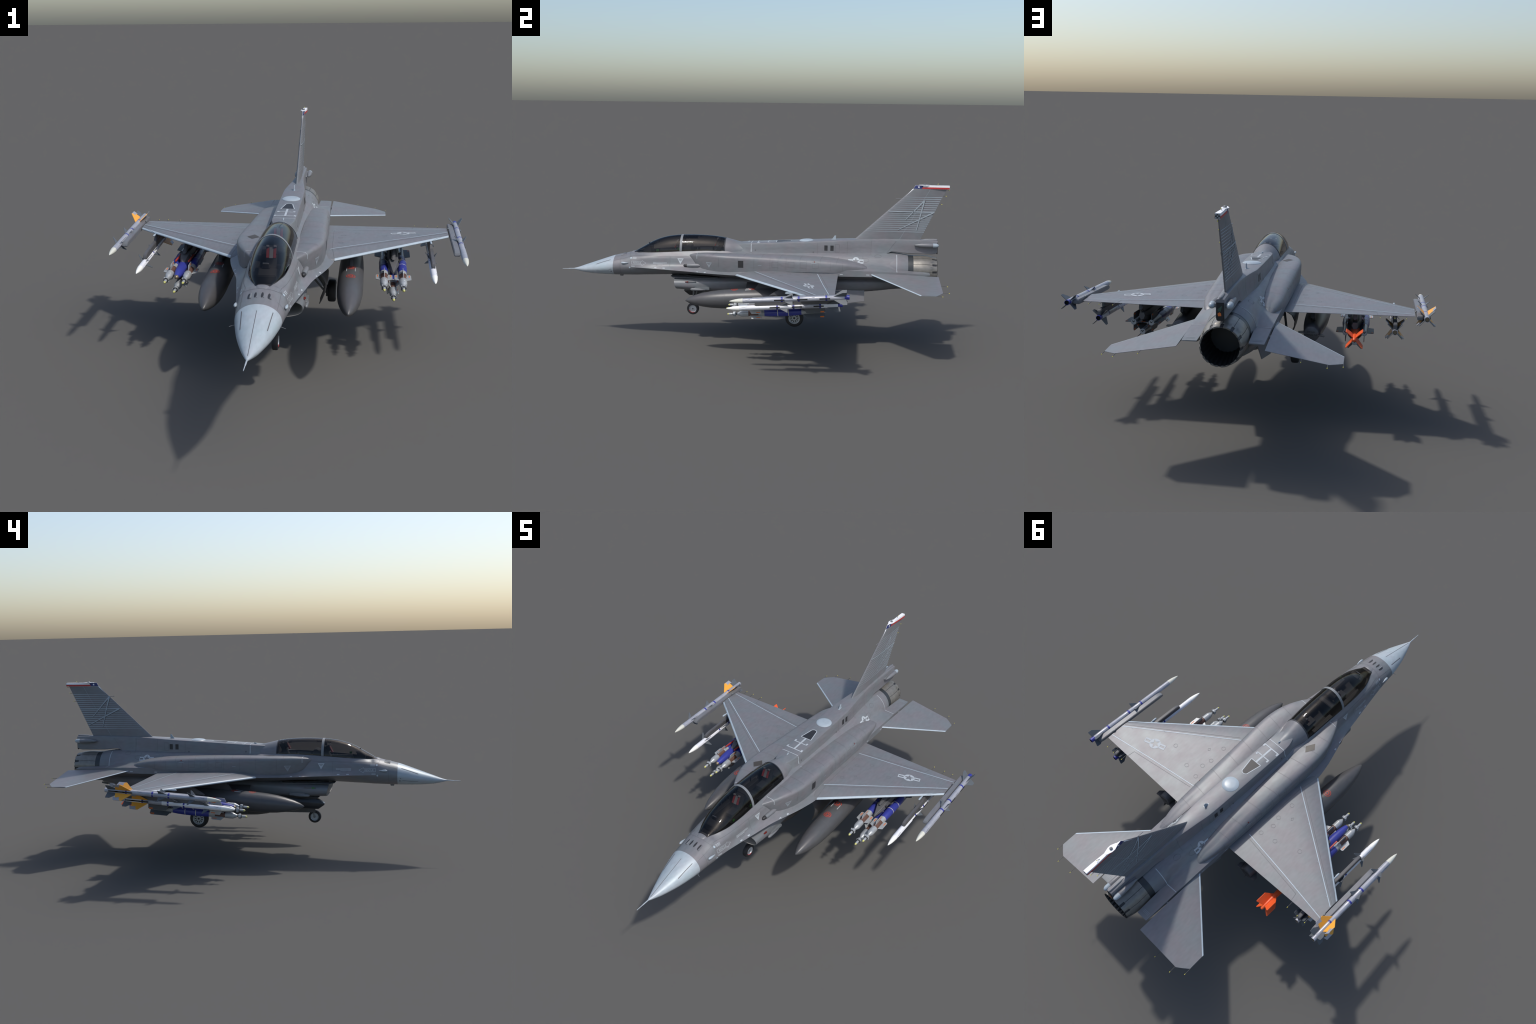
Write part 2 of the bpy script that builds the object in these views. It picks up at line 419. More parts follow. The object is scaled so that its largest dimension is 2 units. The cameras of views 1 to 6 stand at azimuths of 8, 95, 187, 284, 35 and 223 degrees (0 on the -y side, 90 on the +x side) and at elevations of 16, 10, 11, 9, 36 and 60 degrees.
for s in (1, -1):
    V, F = loft([cft_ring(y, s) for y in stations(-.305, .608, .011)], True, True, True)
    as_skin(add("conformal_tank", mesh_of("conformal_tank", V, F, True, 42), "skin"))

# gun port trough on the left, small scoop tube
gp = rev_mesh("gun_port", [(0, .0080, 0), (.012, .0098, 0), (.055, .0098, 0), (.09, .003, 0)], 20)
add("gun_port", gp, "skin", mw=Matrix.Translation((.1010, -.308, .4205)) @ Matrix.Rotation(math.radians(-3), 4, 'Z') @ Matrix.Rotation(math.radians(2), 4, 'X'))
V, F, _ = revolve([(.016*math.cos(a)*-1, .0085*math.sin(a)) for a in np.linspace(0, PI, 13)], 20)
add("gun_muzzle", mesh_of("gun_muzzle", [Vector((v.x*.95+.1000, v.y-.3120, v.z*.98+.4205)) for v in V], F), "slot")

# ------------------------------------------------------------------ lifting surfaces
def foil(le, te, thick, edge=.009):
    """Closed airfoil ring between a leading and a trailing edge point; thick = half thickness."""
    le, te = Vector(le), Vector(te); c = (te-le).length
    fr = sorted(set([0, .15*edge/c, .5*edge/c, edge/c, .12, .22, .36, .5, .65, .8, .92, 1.0]))
    def t(f): return thick*min(1, (1.35*math.sqrt(f)*(1-f)**.75*1.55 if f < .3 else 1.35*math.sqrt(.3)*.7**.75*1.55*((1-f)/.7)**.9))+.0007
    up = [le.lerp(te, f)+Vector((0, 0, t(f))) for f in fr]
    lo = [le.lerp(te, f)-Vector((0, 0, t(f)*.8)) for f in reversed(fr)]
    return up+lo, len(fr)

def surface(name, stations_, edge, skip=False):
    rings = []; n = 0
    for le, te, th in stations_:
        r, n = foil(le, te, th, edge); rings.append(r)
    V, F = loft(rings, True, True, True)
    m = 2*n; idx = []
    for i in range(len(rings)-1):
        for j in range(m):
            idx.append(1 if (j < 3 or j >= m-4) and (i > 0 or not skip) else 0)
    idx += [0, 0]
    return mesh_of(name, V, F, True, 40, idx)

def lerp3(a, b, t): return tuple(a[i]+(b[i]-a[i])*t for i in range(3))
LE0, LE1 = (.192, -.0485, .3955), (.6285, .3225, .4005)
TE0, TE1 = (.145, .4585, .4040), (.6285, .4490, .4065)
for s in (1, -1):
    st = []
    for k in range(9):
        t = k/8; le = lerp3(LE0, LE1, t); te = lerp3(TE0, TE1, t)
        st.append(((s*le[0], le[1], le[2]), (s*te[0], te[1], te[2]), (.0205*(1-t)+.0085*t)))
    t = -.12; le = lerp3(LE0, LE1, t); te = lerp3(TE0, TE1, t)
    st.insert(0, ((s*(le[0]-.01), le[1]+.05, le[2]), (s*.10, te[1], te[2]), .019))
    as_skin(add("wing", surface("wing", st, .0095, True), ["skin", "edge"]))
    # tailplane
    A0, A1, B0, B1, Tp = (.1420, .6195, .4080), (.3875, .8437, .3657), (.1410, .9500, .4063), (.346, .9515, .3710), (.3885, .9165, .3657)
    st = []
    for t in (-.12, 0, .25, .5, .75, .82, .9, 1.0):
        le = lerp3(A0, A1, t); x = le[0]
        if x <= .346: te = lerp3(B0, B1, (x-.1410)/(.346-.1410))
        else: te = lerp3(B1, Tp, (x-.346)/(.3885-.346))
        st.append(((s*le[0], le[1], le[2]), (s*te[0], te[1], te[2]), .0075*(1-t)+.0022*t))
    as_skin(add("tailplane", surface("tailplane", st[1:], .0075), ["skin", "edge"]))
    V, F, _ = revolve([(0, .007), (.045, .007)], 16)
    rot = Matrix.Rotation(math.radians(-90*s), 3, 'Z')
    add("tailplane_pivot", mesh_of("tailplane_pivot", [rot @ v+Vector((s*.10, .80, .405)) for v in V], F), "gear")

# speed brake shelves beside the nozzle
for s in (1, -1):
    rings = []
    for y, zt, zb, xi, xo in ((.744, .4225, .399, .078, .1375), (.80, .4205, .4005, .082, .1370), (.86, .4180, .4050, .083, .1360), (.905, .4155, .4110, .084, .1345), (.9095, .4148, .4125, .0845, .134)):
        rings.append([Vector((s*x, y, z)) for x, z in ((xi, zb), (xi, zt+.001), (xi*.4+xo*.6, zt+.0006), (xo, zt-.0005), (xo, zb))])
    V, F = loft(rings); as_skin(add("speed_brake", mesh_of("speed_brake", V, F, True, 30), "skin"))

# ventral fins
for s in (1, -1):
    poly = [(.430, .0), (.592, .0), (.592, .063), (.474, .079)]
    V, F = prism_vf(poly, 'x', -.0018, .0018)
    rot = Matrix.Rotation(math.radians(-18*s), 4, 'Y')
    V = [rot @ Vector((v.x, v.y, -v.z)) for v in V]
    V = [v+Vector((s*(.064+(.592-v.y)*.10), 0, .3200)) for v in V]
    add("ventral_fin", bevelled("ventral_fin", V, F, .0008), "skin")

# vertical fin with rudder, painted tip cap
FB0, FB1, FT0, FT1 = (.536, .562), (.862, .562), (.8205, .8245), (.986, .8245)
def fin_ring(z):
    t = (z-.562)/(.8245-.562); y0 = FB0[0]+(FT0[0]-FB0[0])*t; y1 = FB1[0]+(FT1[0]-FB1[0])*t
    th = .0105*(1-t)+.0048*t; R = []
    fr = [0, .01, .04, .1, .2, .35, .5, .65, .72, .85, 1]
    def h(f): return th*(min(1, math.sqrt(f/.3)*(1.25-.25*f/.3)) if f < .3 else 1-.8*((f-.3)/.7)**1.3)+.0006
    R = [Vector((h(f), y0+(y1-y0)*f, z)) for f in fr]+[Vector((-h(f), y0+(y1-y0)*f, z)) for f in reversed(fr)]
    return R
V, F = loft([fin_ring(z) for z in stations(.555, .8245, .02)])
vfin = as_skin(add("vertical_fin", mesh_of("vertical_fin", V, F, True, 40), "skin"))
def cap_ring(z):
    y0 = .8205+(z-.8245)*.62
    o = [(y0, .0004), (y0+.012, .0030), (y0+.045, .0048), (.905, .0056), (.94, .0072), (.965, .0082), (.9985, .0084)]
    return [Vector((w, y, z)) for y, w in o]+[Vector((-w, y, z)) for y, w in reversed(o)]
V, F = loft([cap_ring(z) for z in (.8247, .834, .8425)])
cap = as_skin(add("fin_cap", mesh_of("fin_cap", V, F, True, 30), "fwhite"))
V, F = prism_vf([(.848, -.0045), (.868, -.0125), (.882, -.0125), (.905, -.0052), (.905, .0052), (.882, .0125), (.868, .0125), (.848, .0045)], 'z', .842, .8440)
V = [Vector((v.y, v.x, v.z)) for v in V]
add("beacon_plate", bevelled("beacon_plate", V, F, .0005), "fwhite")
me = rev_mesh("beacon_lamp", [(0, .0062), (.004, .006), (.006, .004), (.0065, .0005)], 18)
add("beacon_lamp", me, "gear", mw=Matrix.Translation((0, .876, .8438)) @ Matrix.Rotation(PI/2, 4, 'X'))
V, F = prism_vf([(-.0082, .826), (.0082, .826), (.0082, .841), (-.0082, .841)], 'y', .998, .9995)
add("fin_rear_plate", bevelled("fin_rear_plate", V, F, .0004), "dark")
dots = []
for x, z in ((-.005, .838), (.005, .838), (0, .8335), (-.005, .829), (.005, .829)):
    V, F, _ = revolve([(.9994, .0022), (1.0002, .0020)], 12); dots.append(([v+Vector((x, 0, z)) for v in V], F))
add("rear_plate_dot", mesh_of("rear_plate_dot", *join_vf(dots)), "line", kind="stuff")
V, F = tube_vf((0, .737, .7725), (0, .79, .7725), .0014)
add("fin_probe", mesh_of("fin_probe", V, F), "skin")

# ------------------------------------------------------------------ engine nozzle
NP = [(.8325, .0752), (.86, .0765), (.885, .0765), (.91, .0740), (.926, .0712), (.9262, .0711), (.942, .0680), (.950, .0664)]
def petal_mesh():
    rings = []; half = math.radians(14.3)
    for th in (0, -.0035):
        pass
    for y, r in NP:
        h = half if y < .9261 else half*.74
        out = [Vector(((r+.0010*(1-abs(k)/5))*math.sin(h*k/5), y, (r+.0010*(1-abs(k)/5))*math.cos(h*k/5))) for k in range(-5, 6)]
        inn = [Vector(((r-.004)*math.sin(h*k/5), y, (r-.004)*math.cos(h*k/5))) for k in range(5, -6, -1)]
        rings.append(out+inn)
    V, F = loft(rings); return mesh_of("nozzle_petal", V, F, True, 35)
pm = petal_mesh()
for k in range(12):
    add("nozzle_petal", pm, "petal", mw=Matrix.Translation((0, 0, ZE)) @ Matrix.Rotation(math.radians(30*k+12), 4, 'Y'))
V, F, _ = revolve([(y, r-.0018) for y, r in NP[:-1]]+[(.945, .0655)], 72, cap=False)
add("nozzle_seal", mesh_of("nozzle_seal", [v+Vector((0, 0, ZE)) for v in V], F), "slot")
rings = []
for y, r, am in ((.9515, .0648, .0018), (.944, .0636, .0024), (.92, .0610, .002), (.87, .0560, .0015), (.80, .050, 0), (.58, .046, 0)):
    rings.append([Vector(((r+am*(1 if (k//3) % 2 else -1))*math.cos(2*PI*k/144), y, ZE+(r+am*(1 if (k//3) % 2 else -1))*math.sin(2*PI*k/144))) for k in range(144)])
V, F = loft(rings, True, False, True)
add("nozzle_liner", mesh_of("nozzle_liner", V, F, True, 30), "soot")
V, F, _ = revolve([(.947, .0652), (.9495, .0648), (.9500, .0632), (.945, .0630)], 72, cap=False)
add("nozzle_rim", mesh_of("nozzle_rim", [v+Vector((0, 0, ZE)) for v in V], F), "dark")

# ------------------------------------------------------------------ canopy and cockpit
CT = np.array([[-.6050, .4690], [-.5900, .4785], [-.5550, .4990], [-.4966, .5310], [-.4525, .5475], [-.4018, .5585], [-.3514, .5635], [-.2800, .5655],
               [-.2037, .5635], [-.1500, .5580], [-.1180, .5520], [-.0900, .5450], [-.0408, .5345], [.0100, .5325]])
CS = np.array([[-.6050, .0225, .4660], [-.5900, .0265, .4685], [-.5500, .0445, .4725], [-.5000, .0580, .4755], [-.4000, .0655, .4830], [-.3000, .0660, .4895], [-.2000, .0650, .4935],
               [-.1180, .0615, .4920], [-.0500, .0480, .4930], [.0100, .0400, .5000]])
def canopy_ring(y, off=0.0, m=28, zlow=0.0):
    zt = pchip(CT[:, 0], CT[:, 1], y)[0]; xs, zs = pchip(CS[:, 0], CS[:, 1:], y)[0]
    zs -= zlow; h = max(zt-zs, .0005); R = []
    for k in range(m+1):
        a = PI*k/m; c, s_ = math.cos(a), math.sin(a)
        
        R.append(Vector(((xs+off)*c, y, zs+(h+off)*s_**1.2)))
    return R
V, F = loft([canopy_ring(y) for y in stations(-.604, -.122, .008)], False, False, False)
add("canopy_glass", mesh_of("canopy_glass", V, F, True, 60), "glass")
V, F = loft([canopy_ring(y, .0004, zlow=.004) for y in stations(-.124, .010, .007)], False, True, True)
as_skin(add("canopy_fairing", mesh_of("canopy_fairing", V, F, True, 60), "skin"))
def band(y0, y1, o0, o1, zl=0):
    r = [canopy_ring(y0, o0, zlow=zl), canopy_ring(y0, o1, zlow=zl), canopy_ring(y1, o1, zlow=zl), canopy_ring(y1, o0, zlow=zl)]
    n = len(r[0]); V = [p for q in r for p in q]
    F = [(i*n+j, i*n+j+1, ((i+1) % 4)*n+j+1, ((i+1) % 4)*n+j) for i in range(4) for j in range(n-1)]
    return mesh_of("canopy_arch", V, F, True, 40)
add("canopy_arch", band(-.354, -.342, -.004, .0012), "arch")
add("canopy_rear_frame", band(-.1255, -.120, -.004, .0008), "cockpit")
# windscreen heel and sill rails
V, F = loft([canopy_ring(y, .001, zlow=.002) for y in stations(-.616, -.6035, .006)], False, True, True)
rails = []
for s in (1, -1):
    pts = [(s*(pchip(CS[:, 0], CS[:, 1], y)[0]-.0012), y, pchip(CS[:, 0], CS[:, 2], y)[0]) for y in stations(-.60, -.122, .02)]
    for p, q in zip(pts, pts[1:]): rails.append(tube_vf(p, q, .0018, segs=8))
add("canopy_rail", mesh_of("canopy_rail", *join_vf(rails)), "cockpit")
rings = []
for y, w, zt in ((-.622, .016, .4668), (-.612, .020, .4715), (-.603, .0225, .4740), (-.5995, .0225, .4725)):
    rings.append([Vector((w*math.cos(PI*k/10), y, .460+(zt-.460)*math.sin(PI*k/10)**.6)) for k in range(11)])
V, F = loft(rings, False, True, True)
add("windscreen_heel", mesh_of("windscreen_heel", V, F, True, 50), "skin")

# cockpit tub lining, consoles, dashboards, seats
lin = []
for y0, y1 in ((-.56, -.13),):
    for s in (1, -1):
        pass
rings = []
for y in stations(-.584, -.124, .02):
    xs, zs = pchip(CS[:, 0], CS[:, 1:], y)[0]; w = xs-.0035
    rings.append([Vector(p) for p in ((w, y, zs-.001), (w, y, .446), (.6*w, y, .4412), (-.6*w, y, .4412), (-w, y, .446), (-w, y, zs-.001))])
V, F = loft(rings, False, True, True)
tub = add("cockpit_tub", mesh_of("cockpit_tub", V, F, False), "cockpit")
def boxes(name, lst, mat, parent=None, w=.001):
    V, F = join_vf([box_vf(*b) for b in lst]); return add(name, bevelled(name, V, F, w, 1), mat, parent)
boxes("side_console", [((s*.047, yc, .462), (.020, .12, .03)) for s in (1, -1) for yc in (-.42, -.23)], "seat", tub)
def dash(y, z, w):
    V, F = prism_vf([(y-.035, z-.012), (y-.012, z+.004), (y+.004, z+.002), (y+.010, z-.05), (y-.03, z-.05)], 'x', -w, w)
    return add("instrument_panel", bevelled("instrument_panel", V, F, .002), "seat", tub)
dash(-.515, .497, .034); dash(-.305, .510, .038)
boxes("hud_frame", [((0, -.525, .508), (.020, .004, .022)), ((0, -.516, .498), (.026, .022, .01))], "cockpit", tub)
def seat(y, z):
    rot = Matrix.Rotation(math.radians(-28), 3, 'X')
    b = boxes("ejection_seat", [((0, y+.012, z-.040), (.034, .020, .075), rot), ((0, y-.030, z-.070), (.034, .05, .018)), ((0, y+.004, z-.013), (.036, .016, .028), rot)], "seat", tub)
    for s in (1, -1):
        boxes("headrest_pad", [((s*.0115, y-.006, z-.019), (.009, .005, .034), rot)], "seatred", b, .0005)
    boxes("headrest_pad", [((0, y-.006, z-.019), (.0125, .0055, .036), rot)], "seatgrey", b, .0005)
    boxes("seat_shoulder", [((s*.012, y+.000, z+.002), (.009, .008, .006), rot) for s in (1, -1)], "seatgrey", b, .0005)
seat(-.375, .530); seat(-.165, .545)
boxes("side_lamp", [((.056, -.470, .487), (.003, .012, .010)), ((.060, -.36, .497), (.003, .010, .012))], "green", tub, .0003)

# ------------------------------------------------------------------ small fuselage furniture
# slots ahead of the windscreen
for x in (-.029, -.0095, .0110, .0310):
    z = .4550-2.4*x*x
    V, F = tube_vf((x, -.669, z-.0024), (x, -.640, z+.0026), .0034, .0028, 12)
    add("nose_vent_blister", mesh_of("nose_vent_blister", [Vector((v.x, v.y, v.z)) for v in V], F, True, 60), "skin")
# side bullets, probes, small antennas
bl = rev_mesh("side_blister", [(0, .0004), (.004, .0042), (.010, .0055), (.02, .0048), (.038, .0010), (.040, .0002)], 18)
for s in (1, -1):
    add("side_blister", bl, "lamp", mw=Matrix.Translation((s*.0755, -.659, .4200)) @ Matrix.Rotation(math.radians(-4*s), 4, 'Z'))
    V, F = tube_vf((s*.066, -.718, .385), (s*.083, -.726, .382), .0012, .0006, 8)
    add("angle_probe", mesh_of("angle_probe", V, F), "gear")
V, F = box_vf((0, -.677, .3415), (.006, .018, .012)); add("chin_antenna", bevelled("chin_antenna", V, F, .002), "skin")
# spine antenna dome, blade, small hook blade
me = rev_mesh("antenna_dome", [(0, .0365), (.003, .0358), (.0065, .030), (.0082, .020), (.0088, .0005)], 40)
add("antenna_dome", me, "lamp", mw=Matrix.Translation((.001, .292, .5478)) @ Matrix.Rotation(math.radians(90+3), 4, 'X') @ Matrix.Scale(-1, 4, (0, 0, 1)))
V, F = prism_vf([(.420, .556), (.442, .557), (.4425, .578), (.436, .579)], 'x', -.0014, .0014); add("blade_antenna", bevelled("blade_antenna", V, F, .0007), "lamp")
V, F = box_vf((0, .433, .5573), (.008, .026, .002)); add("blade_antenna_base", bevelled("blade_antenna_base", V, F, .0006), "lamp")
V, F = prism_vf([(-.016, .530), (.004, .532), (.003, .539), (-.002, .5405)], 'x', -.0018, .0018); add("hook_antenna", bevelled("hook_antenna", V, F, .0007), "lamp")
# lamps under the intake cheeks
lp = rev_mesh("cheek_lamp", [(0, .0005), (.003, .0048), (.010, .0072), (.05, .0070), (.075, .004), (.085, .0005)], 18)
for s in (1, -1):
    add("cheek_lamp", lp, "skin", mw=Matrix.Translation((s*.107, -.292, .2985)))
    V, F = prism_vf([(-.270, .306), (-.262, .313), (-.192, .311), (-.192, .2975), (-.27, .300)], 'x', s*.098, s*.111)
    add("cheek_fairing", bevelled("cheek_fairing", V, F, .002), "skin")
    V, F = prism_vf([(-.320, .335), (-.300, .3385), (-.262, .3385), (-.262, .336), (-.300, .3325)], 'x', s*.100, s*.1072)
    add("navigation_light_fairing", bevelled("navigation_light_fairing", V, F, .001), "skin")
    V, F = prism_vf([(-.3205, .336), (-.302, .3395), (-.302, .3320)], 'x', s*.101, s*.1080)
    add("navigation_light", bevelled("navigation_light", V, F, .0008), "dimred" if s > 0 else "green")
# targeting pod on the right cheek
rings = []
for y, w, zt, zb in ((-.357, .010, .258, .248), (-.330, .020, .276, .229), (-.322, .021, .277, .2285), (-.10, .021, .283, .236), (-.08, .014, .278, .245)):
    zc = (zt+zb)/2; rings.append([Vector((-.072+a*w, y, zc+b*(zt-zb)/2)) for a, b in ((-1, -.35), (-1, .35), (-.6, 1), (.6, 1), (1, .35), (1, -.35), (.6, -1), (-.6, -1))])
V, F = loft(rings); add("targeting_pod", bevelled("targeting_pod", V, F, .0012, 1, 25), "pod")
V, F = prism_vf([(-.3575, .2575), (-.3325, .2748), (-.3315, .2735), (-.3565, .2565)], 'x', -.0805, -.0635); add("pod_window", bevelled("pod_window", V, F, 0), "podglass")
V, F = prism_vf([(-.335, .289), (-.318, .276), (-.12, .280), (-.10, .292)], 'x', -.084, -.062); add("pod_pylon", bevelled("pod_pylon", V, F, .001), "pod")

# ------------------------------------------------------------------ landing gear
def wheel(name, c, r, w, side, holes):
    n = 48
    tp = [(-w*.5, r*.62), (-w*.5, r*.80), (-w*.44, r*.92), (-w*.32, r*.985), (0, r), (w*.32, r*.985), (w*.44, r*.92), (w*.5, r*.80), (w*.5, r*.62)]
    V, F, _ = revolve(tp+[tp[0]], n, cap=False); rot = Matrix.Rotation(-PI/2, 3, 'Z')
    ty = add("wheel", mesh_of("tyre", [rot @ v+Vector(c) for v in V], F, True, 50), "tyre")
    rp = [(-w*.40, r*.02), (-w*.40, r*.20), (-w*.30, r*.24), (-w*.30, r*.50), (-w*.46, r*.56), (-w*.51, r*.62), (-w*.46, r*.66), (w*.46, r*.66), (w*.51, r*.62), (w*.46, r*.56), (w*.30, r*.50), (w*.30, r*.24), (w*.40, r*.20), (w*.40, r*.02)]
    V, F, _ = revolve(rp, n)
    add("wheel_rim", mesh_of("wheel_rim", [rot @ v+Vector(c) for v in V], F, True, 30), "rim", ty)
    hs = []
    for k in range(holes):
        a = 2*PI*k/holes
        for sg in (-1, 1):
            V, F = box_vf((sg*w*.295, math.cos(a)*r*.38, math.sin(a)*r*.38), (w*.06, r*.10, r*.17), None)
            R2 = Matrix.Rotation(a-PI/2, 3, 'X')
            V, F = box_vf((0, 0, 0), (w*.06, r*.11, r*.18)); V = [R2 @ v+Vector((sg*w*.295, math.cos(a)*r*.37, math.sin(a)*r*.37))+Vector(c) for v in V]
            hs.append((V, F))
    for sg in (-1, 1):
        V, F, _ = revolve([(sg*w*.40, r*.12), (sg*w*.415, r*.10)], 16); hs.append(([rot @ v+Vector(c) for v in V], F))
    add("rim_slot", mesh_of("rim_slot", *join_vf(hs), False), "slot", ty, kind="stuff")
    return ty
for s in (1, -1):
    wheel("wheel", (s*.1725, .247, .1860), .0455, .033, s, 11)
    tubes = [((s*.085, .235, .300), (s*.140, .245, .215), .0085, .0075), ((s*.140, .245, .215), (s*.152, .247, .187), .0085, .008), ((s*.145, .247, .186), (s*.165, .247, .186), .010, .010),
             ((s*.06, .235, .285), (s*.132, .246, .196), .0045, .004), ((s*.132, .246, .196), (s*.150, .247, .178), .0045, .0045),
             ((s*.115, .140, .315), (s*.142, .240, .213), .0050, .0050), ((s*.100, .30, .305), (s*.140, .25, .22), .0045, .004)]
    g = add("main_gear_leg", mesh_of("main_gear_leg", *join_vf([tube_vf(*t) for t in tubes]), True, 40), "gear")
    V, F, _ = revolve([(0, .024), (.006, .024)], 24); rot = Matrix.Rotation(-PI/2, 3, 'Z')
    add("brake_disc", mesh_of("brake_disc", [rot @ v+Vector((s*.152-.003, .247, .186)) for v in V], F), "dark", g)
    # gear door: curved plate hanging outboard of the leg
    rings = []
    for z, xo, y0, y1 in ((.345, .110, .000, .19), (.318, .152, .000, .185), (.290, .163, .000, .175), (.255, .158, .002, .150), (.228, .148, .008, .120), (.207, .138, .015, .085)):
        rings.append([Vector((s*(xo+dx), y, z)) for y, dx in ((y0, -.001), ((y0+y1)/2, .001), (y1, -.001), (y1, -.0045), ((y0+y1)/2, -.003), (y0, -.0045))])
    V, F = loft(rings); add("main_gear_door", mesh_of("main_gear_door", V, F, True, 40), "rack")
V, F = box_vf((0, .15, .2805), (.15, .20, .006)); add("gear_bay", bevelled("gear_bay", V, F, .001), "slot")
wheel("wheel", (.004, -.297, .1725), .0315, .0215, 1, 0)
tubes = [((.004, -.290, .285), (.004, -.294, .228), .0062, .0055), ((.004, -.294, .228), (-.012, -.292, .205), .0045, .0035), ((-.012, -.292, .205), (-.0125, -.297, .1725), .0032, .0030), ((-.0125, -.297, .1725), (.004, -.297, .1725), .005, .005),
         ((.004, -.20, .283), (.004, -.285, .240), .0042, .0042), ((.015, -.27, .283), (.010, -.282, .235), .0035, .0035)]
g = add("nose_gear_leg", mesh_of("nose_gear_leg", *join_vf([tube_vf(*t) for t in tubes]), True, 40), "gear")
V, F = prism_vf([(-.305, .288), (-.305, .199), (-.15, .197), (-.115, .215), (-.11, .288)], 'x', -.031, -.0285)
add("nose_gear_door", bevelled("nose_gear_door", V, F, .0006), "rack")
ar = []
for k in range(9):
    a = PI+PI*.15+k*PI*.06
    V, F = box_vf((0, 0, 0), (.0015, .0042, .0022)); R2 = Matrix.Rotation(a-PI/2, 3, 'X')
    ar.append(([R2 @ v+Vector((.0150, -.297+math.cos(a)*.0185, .1725+math.sin(a)*.0185)) for v in V], F))
add("rim_mark", mesh_of("rim_mark", *join_vf(ar), False), "brightred", kind="stuff")
# tail hook
V, F = join_vf([tube_vf((0, .50, .290), (0, .80, .318), .0035), tube_vf((0, .80, .318), (0, .83, .322), .006, .004)])
add("tail_hook", mesh_of("tail_hook", V, F), "gear")

# ------------------------------------------------------------------ stores
SLOPE = .0665
PITCH = Matrix.Rotation(math.atan(SLOPE), 4, 'X')
def place(nose): return Matrix.Translation(nose) @ PITCH

def plate_mesh(name, poly, t, idxf=None):
    """poly in (y along store, r out from axis) -> plate in the y-z plane."""
    V, F = prism_vf(poly, 'x', -t, t); return bevelled(name, V, F, min(.0004, t*.6), 1)

# fuel tanks
prof = [(0, .0006), (.004, .0050), (.02, .0140), (.05, .0248), (.09, .0345), (.13, .0413), (.18, .0458), (.23, .0475), (.30, .0480), (.46, .0475), (.54, .0450), (.62, .0405), (.70, .0335), (.758, .0285), (.760, .0265)]
tk = rev_mesh("drop_tank", prof, 40, 50)
for s in (1, -1):
    T = place((s*.250, -.290, .2750)); tank = add("drop_tank", tk, "tank", mw=T); as_skin(tank)
    fm = plate_mesh("tank_fin", [(.715, .02), (.76, .02), (.765, .048), (.745, .050)], .0018)
    for a in (90, -90, 180):
        add("tank_fin", fm, "tank", tank, Matrix.Rotation(math.radians(a-7), 4, 'Y'))
    V, F = prism_vf([(-.010, .330), (.055, .345), (.095, .402), (.40, .402), (.42, .375), (.36, .340)], 'x', s*.250-.0075, s*.250+.0075)
    add("tank_pylon", bevelled("tank_pylon", V, F, .003), "dark")
    V, F = join_vf([tube_vf((s*.250+d, .010, .3395), (s*.250+d, .040, .3420), .0022) for d in (-.016, .016)])
    add("sway_brace", mesh_of("sway_brace", V, F), "bombgrey")
    # end lettering plates on the flat tail
    for txt, dz in (("370 GAL", .006), ("EXTERNAL TANK", -.005)):
        cu = bpy.data.curves.new("lettering", 'FONT'); cu.body = txt; cu.size = .0085; cu.align_x = 'CENTER'; cu.extrude = .0002
        o = bpy.data.objects.new("lettering", cu); SCN.objects.link(o)
        bpy.context.view_layer.update()
        me = bpy.data.meshes.new_from_object(o.evaluated_get(bpy.context.evaluated_depsgraph_get())); bpy.data.objects.remove(o)
        add("lettering", me, "black", tank, Matrix.Translation((0, .7604, dz)) @ Matrix.Rotation(PI, 4, 'Z') @ Matrix.Rotation(PI/2, 4, 'X'))

# centreline pod under the belly
rings = []
for y, hw, zt, zb in ((-.118, .006, .238, .226), (-.112, .020, .254, .208), (-.095, .036, .270, .194), (-.06, .050, .280, .183), (-.01, .058, .285, .1755), (.05, .060, .287, .1735), (.20, .058, .288, .1760), (.27, .048, .286, .190), (.31, .034, .280, .206), (.315, .020, .270, .222)):
    rings.append(trunk_ring(y, hw, zt, zb, 2.2, 36))
V, F = loft(rings); add("centreline_pod", mesh_of("centreline_pod", V, F, True, 50), "tank")
V, F = prism_vf([(-.02, .262), (.0, .285), (.24, .288), (.26, .268)], 'x', -.008, .008); add("centreline_pylon", bevelled("centreline_pylon", V, F, .002), "dark")

# air-to-air missiles ------------------------------------------------
R = .0114
def missile_prof(tipmat, nose, back, end):
    return [(0, .0003, 0), (.004, .0022, 0), (.012, .0048, 0), (.026, .0079, 0), (.044, .0103, 0), (.060, R, 0), (.0605, R-.0003, 1), (.061, R, 1), (.10, R, 1), (.1005, R-.0003, 1), (.101, R, 1),
            (.150, R, 1), (.1505, R-.0003, 1), (.151, R, 1), (.228, R, 1), (.2285, R+.0002, 2), (.2365, R+.0002, 2), (.237, R, 1), (.302, R, 1), (.3025, R+.0002, 2), (.3105, R+.0002, 2), (.311, R, 1),
            (.335, R, 3), (.422, R, 3), (.4225, R+.0002, 2), (.4305, R+.0002, 2), (.431, R, 1), (.470, R, 1), (.505, R-.0008, 1), (.506, R-.0014, 4), (.527, R-.0014, 4), (.5272, R-.003, 5), (.520, R-.004, 5)]
mid_fin = plate_mesh("mid_fin", [(.240, R-.002), (.2785, .0330), (.2800, .0330), (.2800, R-.002)], .0009)
tail_fin = plate_mesh("tail_fin", [(.455, R-.002), (.498, .0385), (.516, .0385), (.517, .033), (.513, R-.002)], .0009)
canard = plate_mesh("canard", [(.112, R-.002), (.140, .0370), (.1455, .0375), (.138, R-.002)], .0008)
